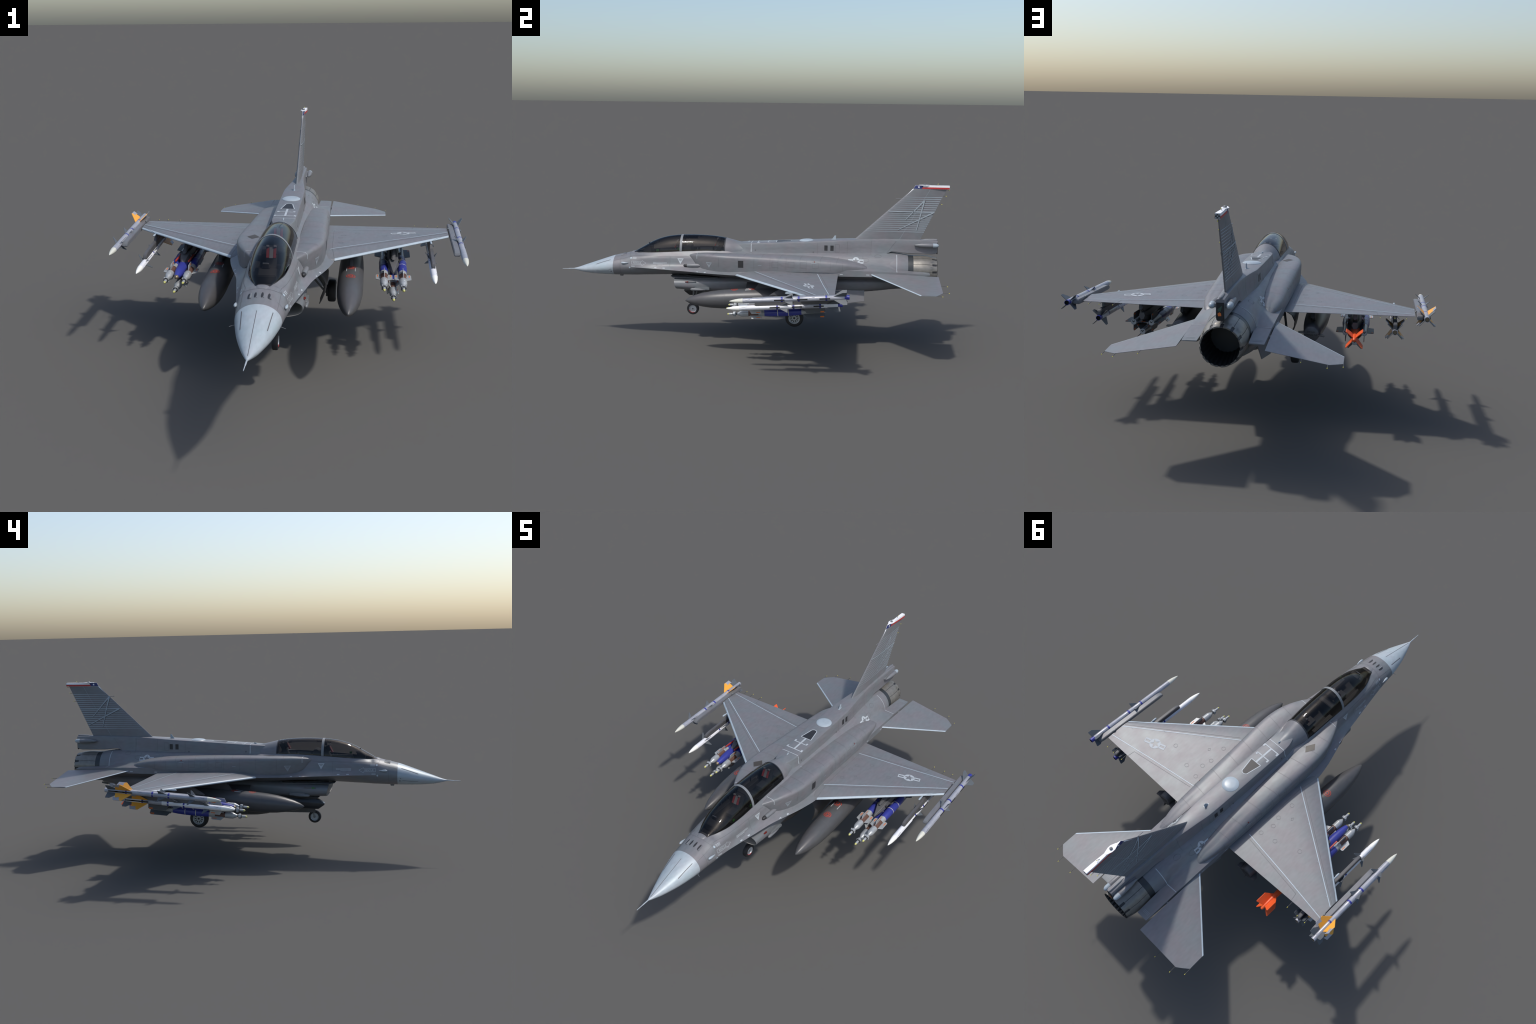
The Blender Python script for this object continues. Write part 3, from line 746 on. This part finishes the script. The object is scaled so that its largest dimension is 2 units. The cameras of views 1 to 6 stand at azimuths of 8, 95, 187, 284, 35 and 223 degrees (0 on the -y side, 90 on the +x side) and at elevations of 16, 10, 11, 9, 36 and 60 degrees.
rear_wing = plate_mesh("rear_wing", [(.400, R-.002), (.440, .0480), (.468, .0480), (.478, R-.002)], .0011)
rear_tip = plate_mesh("rear_wing_tip", [(.452, .030), (.452, .042), (.444, .048), (.4765, .048), (.4850, .028), (.470, .034)], .0012)
def missile(nose, skins, side, extra):
    T = place(nose)
    me = rev_mesh("missile", missile_prof(0, 0, 0, 0), 26, 30)
    body = add("missile", me, skins, mw=T)
    for k in range(4):
        rot = Matrix.Rotation(math.radians(45+90*k), 4, 'Y')
        add("mid_fin", mid_fin, "fin", body, rot); add("tail_fin", tail_fin, "fin", body, rot)
        if extra:
            add("canard", canard, "fin", body, rot); add("rear_wing", rear_wing, "yellow", body, rot); add("rear_wing_tip", rear_tip, "mgrey", body, rot)
    # wiring tunnels along the flanks
    V, F = join_vf([box_vf((q*(R+.0002), .20, 0), (.0014, .26, .0030)) for q in (1, -1)]); add("wiring_tunnel", bevelled("wiring_tunnel", V, F, .0004, 1), skins[1], body)
    V, F = join_vf([box_vf((side*(R+.0009), y, 0), (.0014, .046, .0055)) for y in ((.222, .322, .420) if not extra else (.42, .455, .485))])
    add("flank_slot", bevelled("flank_slot", V, F, .0003, 1), "black", body)
    # stencil blocks
    V, F = join_vf([tuple(stencil(y0, k, side)) for y0 in (.075, .355) for k in range(5)]); add("stencil", mesh_of("stencil", V, F, False), "dark", body, kind="stuff")
    return body
def stencil(y0, k, side):
    a = math.radians(25+k*3); r = R+.0003
    V, F = box_vf((0, 0, 0), (.0004, random.choice((.004, .006, .009)), .0006)); rot = Matrix.Rotation(-a, 3, 'Y')
    return [Vector((side*(rot @ v+Vector((r*math.cos(a), 0, r*math.sin(a)))).x, v.y+y0+k*.0045, (rot @ v+Vector((r*math.cos(a), 0, r*math.sin(a)))).z)) for v in V], F

def launcher(x, y0, y1, z0, w, h, mat):
    """Rounded-nose launch rail, sloped like the missile."""
    L = y1-y0; P = [(0, -h*.15)]+[(h*1.2*(1-math.cos(a)), h*.5*math.sin(a)) for a in ()]
    poly = [(0, -h*.2), (.004, h*.2), (.016, h*.42), (.035, h*.5), (L-.012, h*.5), (L, h*.3), (L, -h*.3), (L-.015, -h*.5), (.022, -h*.5), (.006, -h*.4)]
    V, F = prism_vf(poly, 'x', -w/2, w/2)
    return add("launch_rail", bevelled("launch_rail", V, F, .002, 2), mat, mw=Matrix.Translation((x, y0, z0)) @ PITCH)

blue_end = ["cream", "mgrey", "bluering", "mgrey", "bluering", "soot"]
dark_end = ["cream", "mgrey", "bluering", "mgrey", "mgrey", "bronze"]
missile((.6675, -.011, .3795), blue_end, 1, False)
missile((-.6675, -.011, .3795), dark_end, -1, True)
missile((.5565, -.040, .3180), ["wcream", "white", "bluering", "mgrey", "bluering", "soot"], 1, False)  # grey aft section is shadow painted onto the white body
missile((-.5565, -.040, .3180), ["wcream", "white", "bluering", "mgrey", "mgrey", "bronze"], -1, True)
for s in (1, -1):
    launcher(s*.6440, .112, .488, .3860, .021, .020, "skin")
    launcher(s*.5570, .088, .478, .3450, .014, .028, "rack")
    V, F = prism_vf([(.235, .352), (.290, .400), (.420, .403), (.425, .383), (.390, .368)], 'x', s*.557-.006, s*.557+.006)
    add("missile_pylon", bevelled("missile_pylon", V, F, .002), "rack")
    # fixed probe on the leading edge above the pylon
    me = rev_mesh("edge_probe", [(0, .0005), (.003, .0035), (.010, .0045), (.022, .0042), (.024, .0032), (.06, .0030)], 14)
    add("edge_probe", me, "lamp", mw=Matrix.Translation((s*.5545, .226, .3975)))
    me = rev_mesh("tip_lamp", [(0, .0005), (.003, .003), (.010, .003), (.013, .0005)], 10)
    add("tip_lamp", me, "gear", mw=Matrix.Translation((s*.632, .40, .4155)))

# guided bombs -------------------------------------------------------
gp = [(0, .0012, 0), (.001, .0028, 1), (.0025, .0036, 0), (.007, .0050, 0), (.0075, .0052, 1), (.026, .0054, 1), (.0265, .0048, 5), (.0285, .0048, 5), (.029, .0100, 1), (.041, .0102, 1), (.0415, .0058, 5), (.044, .0045, 5), (.047, .0045, 1), (.056, .0095, 1), (.066, .0138, 1), (.072, .0148, 1),
      (.074, .0144, 1), (.0745, .0148, 1), (.102, .0150, 1), (.1022, .0132, 2), (.150, .0132, 2), (.1502, .0150, 1), (.178, .0158, 1), (.1785, .0160, 3), (.21, .0178, 3), (.2395, .0184, 3), (.24, .0188, 4), (.2425, .0188, 4), (.243, .0184, 3),
      (.285, .0184, 3), (.2905, .0183, 3), (.291, .0187, 4), (.2935, .0187, 4), (.294, .0182, 3), (.325, .0168, 3), (.352, .0145, 3), (.3525, .0140, 1), (.41, .0118, 1), (.462, .0112, 1), (.463, .0100, 1)]
can = plate_mesh("guide_vane", [(.106, .010), (.118, .0315), (.160, .0315), (.1650, .028), (.1650, .010)], .0010)
tabm = plate_mesh("vane_tab", [(.140, .0225), (.160, .0225), (.160, .0262), (.140, .0262)], .0014)
ring_fin = plate_mesh("ring_fin", [(.028, .006), (.031, .0128), (.0405, .0132), (.0405, .006)], .0012)
tailv = plate_mesh("bomb_fin", [(.360, .010), (.376, .036), (.455, .036), (.462, .030), (.462, .008)], .0010)
tailtab = plate_mesh("fin_tab", [(.440, .0270), (.458, .0270), (.458, .0335), (.440, .0335)], .0014)
bomb_me = rev_mesh("guided_bomb", gp, 26, 30)
def guided_bomb(nose, roll):
    b = add("guided_bomb", bomb_me, ["lens", "bombgrey", "brown", "bomb", "cream", "dark"], mw=place(nose))
    for k in range(4):
        rot = Matrix.Rotation(math.radians(roll+90*k), 4, 'Y')
        add("guide_vane", can, "bombgrey", b, rot); add("vane_tab", tabm, "tab", b, rot)
        add("bomb_fin", tailv, "fin", b, rot); add("fin_tab", tailtab, "tab", b, rot)
        add("ring_fin", ring_fin, "bombgrey", b, Matrix.Rotation(math.radians(roll+45+90*k), 4, 'Y'))
    V, F = prism_vf([(-.006, .004), (0, -.002), (.006, .004), (.004, .006), (0, .002), (-.004, .006)], 'y', .4628, .4636)
    add("tail_mark", bevelled("tail_mark", V, F, 0), "black", b)
for s in (1, -1):
    x0 = s*.4093
    for dx, z in ((-.0350, .2905), (.0350, .2905), (0, .2540)):
        guided_bomb((x0+dx, -.057, z), 0 if dx else 45)
    # triple rack: faceted beam with a wedge nose, and its pylon
    rings = []
    for y, w, zt, zb in ((.100, .002, .316, .306), (.150, .0215, .345, .306), (.175, .0225, .352, .308), (.36, .0225, .362, .318), (.41, .012, .362, .335)):
        rings.append([Vector((x0+a*w, y, zb+(zt-zb)*b)) for a, b in ((-.5, 0), (-1, .55), (-.7, 1), (.7, 1), (1, .55), (.5, 0))])
    V, F = loft(rings); add("bomb_rack", bevelled("bomb_rack", V, F, .001, 1, 20), "rack")
    V, F = join_vf([box_vf((x0+q*.019, .165, .336), (.008, .010, .010), Matrix.Rotation(.8, 3, 'Y')) for q in (1, -1)]); add("rack_port", bevelled("rack_port", V, F, 0), "slot")
    V, F = prism_vf([(.140, .350), (.215, .400), (.420, .403), (.43, .380), (.38, .355)], 'x', x0-.0075, x0+.0075)
    add("rack_pylon", bevelled("rack_pylon", V, F, .003), "rack")
    V, F = join_vf([box_vf((x0+q*.028, y, .335), (.012, .03, .004), Matrix.Rotation(-.6*q, 3, 'Y')) for q in (1, -1) for y in (.21, .29)])
    add("rack_brace", bevelled("rack_brace", V, F, .0006), "rack")

# practice bomb with an orange tail inside the right-hand rack
pp = [(0, .0030, 1), (.003, .0065, 1), (.010, .0085, 1), (.0102, .0090, 0), (.03, .0140, 0), (.06, .0182, 0), (.095, .0205, 0), (.20, .0210, 0), (.28, .0200, 0), (.36, .0172, 0), (.3605, .0175, 2), (.42, .0135, 2), (.50, .0090, 2), (.545, .0065, 2), (.549, .003, 2)]
pb = add("practice_bomb", rev_mesh("practice_bomb", pp, 28, 40), ["bomb", "bronze", "orange"], mw=place((-.4105, -.006, .2960)))
of = plate_mesh("orange_fin", [(.462, .008), (.496, .0430), (.545, .0430), (.547, .040), (.530, .004)], .0014)
for k in range(4): add("orange_fin", of, "orange", pb, Matrix.Rotation(math.radians(45+90*k), 4, 'Y'))
V, F = join_vf([box_vf((-.4093+q*.026, .18, .332), (.006, .16, .006)) for q in (1, -1)]); add("arming_strip", bevelled("arming_strip", V, F, .001), "red")

# ------------------------------------------------------------------ static wicks
wk = []; tips = []
def wick(p, d):
    p = Vector(p); q = p+Vector(d); wk.append(tube_vf(p, q, .0009, segs=6)); tips.append(tube_vf(q, q+Vector(d).normalized()*.005, .0012, segs=8))
for s in (1, -1):
    for x in (.501, .554, .595): wick((s*x, .440, .4055), (0, .040, 0))
    for x, y, z in ((.258, .950, .386), (.340, .950, .3715), (.388, .915, .3658)): wick((s*x, y, z), (0, .028, -.001))
for z in (.790, .748): wick((0, .862+(z-.562)*.472, z), (0, .012, 0))
wick((0, .985, .8235), (0, .010, -.004)); wick((0, .93, .8425), (0, .010, .006))
add("static_wick", mesh_of("static_wick", *join_vf(wk)), "dark", kind="stuff")
add("static_wick_tip", mesh_of("static_wick_tip", *join_vf(tips)), "tipyellow", kind="stuff")

# ------------------------------------------------------------------ markings projected onto the skin
bpy.context.view_layer.update()
def skin_tree(objs):
    V, F = [], []
    for o in objs:
        mw = o.matrix_world; b = len(V)
        V += [mw @ v.co for v in o.data.vertices]; F += [tuple(i+b for i in p.vertices) for p in o.data.polygons]
    return BVHTree.FromPolygons(V, F)
TREE = skin_tree(SKIN)
FIN_TREE = skin_tree([vfin, cap])
TANK_TREE = skin_tree([o for o in SKIN if o.name.startswith("drop_tank")])

def chop(bm, size):
    for _ in range(7):
        es = [e for e in bm.edges if e.calc_length() > size]
        if not es: break
        bmesh.ops.subdivide_edges(bm, edges=es, cuts=1)
        bmesh.ops.triangulate(bm, faces=[f for f in bm.faces if len(f.verts) > 4])

def project(name, polys, frame, mat, size=.006, off=.0007, tree=None, parent=None, reach=.5, kind=None):
    """polys: outlines in (u, v); frame: function (u, v) -> (ray origin, direction)."""
    tree = tree or TREE
    bm = bmesh.new()
    for p in polys:
        vs = [bm.verts.new((a, b, 0)) for a, b in p]
        try: bm.faces.new(vs)
        except ValueError: pass
    bmesh.ops.triangulate(bm, faces=bm.faces); chop(bm, size)
    dead = []
    for v in bm.verts:
        o, d = frame(v.co.x, v.co.y); d = Vector(d)
        hit, n, _, _ = tree.ray_cast(Vector(o), d, reach)
        if hit is None: dead.append(v); continue
        if n.dot(d) > 0: n = -n
        v.co = hit+n*off
    bmesh.ops.delete(bm, geom=dead, context='VERTS')
    far = [f for f in bm.faces if max(e.calc_length() for e in f.edges) > size*4]
    bmesh.ops.delete(bm, geom=far, context='FACES')
    me = bpy.data.meshes.new(name); bm.to_mesh(me); bm.free(); finish(me, True, 60)
    return add(name, me, mat, parent, kind=kind)

top = lambda u, v: ((u, v, .75), (0, 0, -1))
left = lambda u, v: ((.35, u, v), (-1, 0, 0))
right = lambda u, v: ((-.35, u, v), (1, 0, 0))
fin_left = lambda u, v: ((.1, u, v), (-1, 0, 0))
fin_right = lambda u, v: ((-.1, u, v), (1, 0, 0))

def strip(pts, w):
    """Polyline -> list of quads of width w."""
    out = []
    for (a, b) in zip(pts, pts[1:]):
        d = Vector((b[0]-a[0], b[1]-a[1])); 
        if d.length < 1e-9: continue
        n = Vector((-d.y, d.x)).normalized()*w/2
        out.append([(a[0]+n.x, a[1]+n.y), (b[0]+n.x, b[1]+n.y), (b[0]-n.x, b[1]-n.y), (a[0]-n.x, a[1]-n.y)])
    return out
def circ(c, r, n=20, r2=None): return [(c[0]+r*math.cos(2*PI*k/n), c[1]+(r2 or r)*math.sin(2*PI*k/n)) for k in range(n+1)]
def rect(x0, y0, x1, y1): return [(x0, y0), (x1, y0), (x1, y1), (x0, y1)]
def star(c, r, rot=PI/2):
    return [(c[0]+(r if k % 2 == 0 else r*.40)*math.cos(rot+PI*k/5), c[1]+(r if k % 2 == 0 else r*.40)*math.sin(rot+PI*k/5)) for k in range(10)]

# wing flap lines
for s in (1, -1):
    leL = [(s*.170, .0440), (s*.185, .0555), (s*.634, .371)]
    teL = [(s*.167, .3575), (s*.175, .3585), (s*.400, .3905), (s*.634, .4280)]
    project("flap_line", strip(leL, .0034)+strip(teL, .0034), top, "edge", .012)
    grooves = strip([(s*(a+.004), b-.0055) for a, b in ((.190, .052), (.634, .368))], .0013)+strip([(s*.52, .335-.115), (s*.634, .345)], .0008)
    grooves += strip([(s*.178, .372), (s*.488, .418), (s*.493, .451)], .0011)
    grooves += strip([(s*.190, -.040), (s*.178, .06), (s*.172, .36)], .0009)
    for k, (x, y) in enumerate(((.375, .272), (.2515, .184), (.207, .138), (.204, .219), (.267, .3075), (.214, .262), (.198, .319))):
        grooves += strip(circ((s*x, y), .0088, 18) if k != 1 else [(s*x-.006, y), (s*x, y-.008), (s*x+.006, y), (s*x, y+.008), (s*x-.006, y)], .0008)
    project("panel_line", grooves, top, "panel", .012, .0005)
    ticks = []
    for t in (.3, .62, .9):
        x, y = .185+t*.449, .0555+t*.3155; ticks += [rect(s*x-.009, y+.003, s*x+.009, y+.0045)]
        x, y = .175+t*.459, .3585+t*.0695; ticks += [rect(s*x-.009, y-.006, s*x+.009, y-.0045)]
    project("stencil", ticks, top, "faint", .01, kind="stuff")

# star-and-bars roundels
def roundel(c, r, ang, frame, mat, sx=1, tree=None):
    ca, sa = math.cos(ang), math.sin(ang)
    def P(u, v): return (c[0]+sx*(u*ca-v*sa), c[1]+u*sa+v*ca)
    N = 40; polys = []
    ring = [(r*math.cos(2*PI*k/N+PI/2), r*math.sin(2*PI*k/N+PI/2)) for k in range(N)]
    st = star((0, 0), r*.92)
    # disc minus star: connect each ring point to the star outline
    S = []
    for k in range(N):
        f = k/N*10; i = int(f) % 10; t = f-int(f); a, b = st[i], st[(i+1) % 10]; S.append((a[0]+(b[0]-a[0])*t, a[1]+(b[1]-a[1])*t))
    for k in range(N):
        q = (k+1) % N; polys.append([ring[k], ring[q], S[q], S[k]])
    for d in (1, -1):
        for v0, v1 in ((.18, .48), (-.48, -.18)): polys.append(rect(d*r*.95, v0*r, d*r*2.0, v1*r))
        polys.append(rect(d*r*1.85, -.2*r, d*r*2.0, .2*r))
    project("roundel", [[P(*p) for p in q] for q in polys], frame, mat, .008, tree=tree)
roundel((.4500, .3278), .0255, math.radians(16), top, "line")
FUS_TREE = skin_tree([fus])
roundel((.5450, .4620), .0190, 0, left, "line", 1, FUS_TREE); roundel((.5450, .4620), .0190, 0, right, "line", 1, FUS_TREE)

# spine: refuelling slipway and guide lines
slip = [(-.0255, .140), (.0275, .140), (.0160, .200)]+[(.0010+.015*math.cos(a), .2025+.015*math.sin(a)) for a in np.linspace(0, PI, 9)]+[(-.0140, .200)]
project("refuel_slipway", [slip], top, "slot", .006, .0006)
project("slipway_outline", strip(slip+[slip[0]], .0036), top, "line", .006, .0009)
lines = [rect(-.0030, .046, .0050, .138)]
for y, w in ((.046, .0415), (.098, .0345)):
    lines += [rect(-w, y-.0024, w, y+.0024), rect(-w, y, -w+.008, y+.012), rect(w-.008, y, w, y+.012)]
project("guide_line", lines, top, "line", .008)
cross = strip([(-.0420, .014), (.0420, .014)], .0030); project("frame_line", cross, top, "line", .008)
for fr in (left, right): project("frame_line", [rect(.0115, .486, .0155, .5300)], fr, "line", .006)
project("frame_line", strip([(.060, .014), (.070, .014)], .005)+strip([(-.060, .014), (-.070, .014)], .005), top, "faint", .006)
for fr in (left, right):
    project("spine_vent", [rect(.385, .507, .4015, .5335), rect(.4155, .507, .4320, .5335)], fr, "slot", .006)
    project("spine_panel", strip([(.44, .50), (.46, .50), (.46, .54), (.44, .54), (.44, .50)], .0007)+strip([(.50, .49), (.50, .555)], .0009)+strip([(.62, .49), (.62, .56)], .0009)+strip([(.35, .49), (.35, .545)], .0008)+strip([(.70, .50), (.745, .56)], .0008), fr, "panel", .008, .0005)
    project("fastener", [circ((.035, .5000), .0042)[:-1], circ((.330, .497), .0042)[:-1]], fr, "panel", .004, .0005)

# engine frame line and hatches
for s, fr in ((1, left), (-1, right)):
    project("frame_line", [rect(.7475, .424, .7505, .492)], fr, "line", .006)
    project("panel_line", strip([(.59+.02*math.cos(a), .468+.009*math.sin(a)) for a in np.linspace(0, 2*PI, 18)], .0009)+strip([(.655+.017*math.cos(a), .486+.006*math.sin(a)) for a in np.linspace(0, 2*PI, 18)], .0008)+strip([(.58, .43), (.58, .49)], .0008), fr, "panel", .006, .0005)
    project("formation_light", [rect(.467, .4045, .482, .4082), rect(.597, .4055, .613, .4092)], fr, "line", .006)
    project("frame_line", strip([(s*.086, .749), (s*.137, .7475)], .0032), top, "line", .006)
    project("stencil", [rect(s*.095, .880+k*.005, s*.125, .8815+k*.005) for k in range(3)], top, "faint", .006, kind="stuff")

# conformal tank details
for s, fr in ((1, left), (-1, right)):
    pl = []
    for y in (-.14, -.04, .04, .12, .16, .20, .30, .42, .48): pl += strip([(y, .424), (y, .484)], .0008)
    for y in (.13, .21, .27, .33): pl += strip([(y, .435), (y+.03, .435), (y+.03, .462), (y, .462), (y, .435)], .0008)
    project("panel_line", pl, fr, "panel", .008, .0005)
    project("panel_line", [q for y in (-.16, -.08, 0, .09, .18, .28, .38, .46) for q in strip([(s*.068, y), (s*.150, y-.012)], .0008)], top, "panel", .008, .0005)
    project("fill_cap", [circ((.340, .466), .0030)[:-1]], fr, "dimred", .004)
    project("stencil", [rect(.326, .4565, .351, .459), rect(.060, .442, .078, .4445)], fr, "faint", .006, kind="stuff")
    # warning triangles
    for yc, zc in ((-.345, .440), (-.190, .434)):
        tri = [(yc-.0165, zc+.0135), (yc+.0165, zc+.0135), (yc, zc-.0155)]
        project("warning_triangle", [tri], fr, "line" if yc < -.3 else "faint", .006)
        project("triangle_text", [rect(yc-.010, zc+.008, yc+.010, zc+.0093), rect(yc-.0075, zc+.0045, yc+.0075, zc+.0058), rect(yc-.0045, zc+.0015, yc+.0045, zc+.0027)], fr, "panel", .006, .0010, kind="stuff")
    project("formation_light", [rect(-.479, .4015, -.467, .4050), rect(-.435, .4015, -.423, .4050)], fr, "line", .005)
    project("panel_line", strip([(-.61, .365), (-.61, .455)], .0008)+strip([(-.60, .456), (-.50, .459), (-.38, .461), (-.30, .463)], .0008)+strip([(-.665, .36), (-.665, .44)], .0008)+strip([(-.47, .43), (-.445, .43), (-.445, .412), (-.47, .412), (-.47, .43)], .0008)+strip([(-.40, .41), (-.40, .46)], .0008), fr, "panel", .006, .0005)
    # rescue arrow, data blocks, round lights
    a0, a1, zc = -.603, -.525, .4225
    arrow = [(a0, zc+.0075), (a1-.022, zc+.0075), (a1-.022, zc+.0125), (a1, zc), (a1-.022, zc-.0125), (a1-.022, zc-.0075), (a0, zc-.0075), (a0, zc+.0075)]
    project("rescue_arrow", strip(arrow, .0013), fr, "line", .006)
    cu = bpy.data.curves.new("lettering", 'FONT'); cu.body = "RESCUE"; cu.size = .0125; cu.align_x = 'CENTER'
    o = bpy.data.objects.new("lettering", cu); SCN.objects.link(o); bpy.context.view_layer.update()
    me = bpy.data.meshes.new_from_object(o.evaluated_get(bpy.context.evaluated_depsgraph_get())); bpy.data.objects.remove(o)
    project("lettering", [[(-.573+s*me.vertices[i].co.x, .4183+me.vertices[i].co.y) for i in p.vertices] for p in me.polygons], fr, "line", .004)
    project("data_block", [rect(-.488, .4285-k*.004, -.488+(.072 if k < 2 else .05), .4300-k*.004) for k in range(3)]+[rect(-.600, .4475-k*.0035, -.578, .4490-k*.0035) for k in range(3)]+[rect(-.604, .405-k*.003, -.585, .4065-k*.003) for k in range(2)], fr, "line", .005, kind="stuff")
    project("round_light", [circ((-.608, .4445), .0045, 16, .0040)[:-1], circ((-.612, .3975), .0040, 16, .0042)[:-1]], fr, "edge", .004)
    project("formation_light", [rect(s*.140-.003, -.256, s*.140+.003, -.246), rect(s*.149-.003, -.214, s*.149+.003, -.204)], top, "line", .005)
project("air_scoop", [[(.1535, -.039), (.1535, -.013), (.14, -.013), (.14, -.039)]], lambda u, v: ((.35, v, .447+(u-.147)*2.6), (-1, 0, 0)), "slot", .006)
project("air_scoop", [[(-.078, -.088), (-.100, -.124), (-.120, -.098), (-.098, -.062)]], top, "square", .006)
project("tank_mark", strip([(s*.070, -.256) for s in (1,)]+[(.103, -.256)], .0022)+strip([(-.070, -.256), (-.103, -.256)], .0022), top, "line", .005)
for fr in (left, right): project("tank_mark", [rect(-.257, .458, -.2548, .478)], fr, "line", .005)
# dark slots beside the nose blisters
project("nose_vent", [[(x-.0052+.0036*math.sin(a), -.6545-.0140*math.cos(a)) for a in np.linspace(0, 2*PI, 17)[:-1]] for x in (-.029, -.0095, .0110, .0310)], top, "slot", .004, .0008)
# nose deck seam
project("panel_line", strip([(x, -.624-.02*math.cos(x*16)+.022) for x in np.linspace(-.062, .062, 15)], .0009)+strip([(-.055, -.70), (-.058, -.60)], .0007)+strip([(.055, -.70), (.058, -.60)], .0007), top, "panel", .006, .0005)
# radome lightning strips
project("lightning_strip", strip([(0, -.918), (0, -.735)], .0016), top, "panel", .006)
for s in (1, -1): project("lightning_strip", strip([(s*.0455, -.722), (s*.0385, -.800)], .0022), top, "panel", .006)
for fr in (left, right): project("lightning_strip", strip([(-.728, .372), (-.80, .367)], .0014), fr, "panel", .006); project("radome_latch", [circ((-.7165, .371), .0028)[:-1]], fr, "dark", .004)

# fin markings
for s, fr in ((1, fin_left), (-1, fin_right)):
    bars = []
    for k in range(18):
        z = .7830-k*.01035; t = (z-.562)/(.8245-.562)
        y0 = FB0[0]+(FT0[0]-FB0[0])*t+.006; y1 = FB1[0]+(FT1[0]-FB1[0])*t-.0015
        h = .0034
        bars.append([(y0, z-.0004), (y1, z-h*.55), (y1, z+h*.55), (y0, z+.0004)])
    project("fin_stripe", bars, fr, "finbar", .012, .0006, FIN_TREE)
    if s > 0: L = [[(.8783, .767), (.7877, .6675)], [(.8783, .767), (.8434, .6125)], [(.9296, .7085), (.7523, .6166)], [(.9296, .7085), (.6926, .7088)]]
    else: L = [[(.7637, .7715), (.8605, .6668)], [(.7637, .7715), (.8062, .6173)], [(.7108, .7095), (.886, .6223)], [(.7108, .7095), (.9269, .7057)]]
    sh, gl = [], []
    for a, b in L:
        d = (Vector(b)-Vector(a)).normalized(); n = Vector((-d.y, d.x))
        if n.y > 0: n = -n
        A, B = Vector(a), Vector(b)
        gl.append([tuple(A-n*.0034), tuple(B-n*.0018), tuple(B+n*.0012), tuple(A+n*.0034)])
        sh.append([tuple(A+n*.0030), tuple(B+n*.0012), tuple(B+n*.0034), tuple(A+n*.0062)])
    project("tail_letter_shadow", sh, fr, "dark", .008, .0009, FIN_TREE); project("tail_letter", gl, fr, "finbar", .008, .0012, FIN_TREE)
    project("rudder_line", strip([(.7605, .566), (.905, .824)], .0016), fr, "faint", .012, .0005, FIN_TREE)
    # tip flag
    project("flag_field", [[(.8212, .8253), (.862, .8253), (.8715, .8420), (.8322, .8420)]], fr, "navy", .005, .0005, FIN_TREE)
    project("flag_star", [star((.8475, .8336), .0064)], fr, "fwhite", .004, .0009, FIN_TREE)
    project("flag_stripe", [[(.8622, .8253), (.998, .8253), (.998, .8335), (.8668, .8335)]], fr, "fred", .006, .0005, FIN_TREE)
    project("fin_edge_strip", [[(.7795, .7870), (.8195, .8235), (.8235, .8235), (.7840, .7870)]], fr, "fwhite", .006, .0006, FIN_TREE)
# tank filler circles
for s in (1, -1):
    for y in (-.044, .043):
        project("filler_ring", strip(circ((s*.2515, y), .0155, 28), .0026)+strip(circ((s*.2515, y), .0075, 20), .0040), top, "red", .006, .0006, TANK_TREE)
    project("panel_line", strip([(s*.25-.045, -.09), (s*.25+.045, -.09)], .0008), top, "panel", .006, .0005, TANK_TREE)
    fr = (lambda q: (lambda u, v: ((q*.5, u, v), (-q, 0, 0))))(s)
    project("panel_line", [rect(-.0905, .25, -.0897, .325)], fr, "panel", .006, .0005, TANK_TREE)

ROOT.location = (.0035, 0, 0)
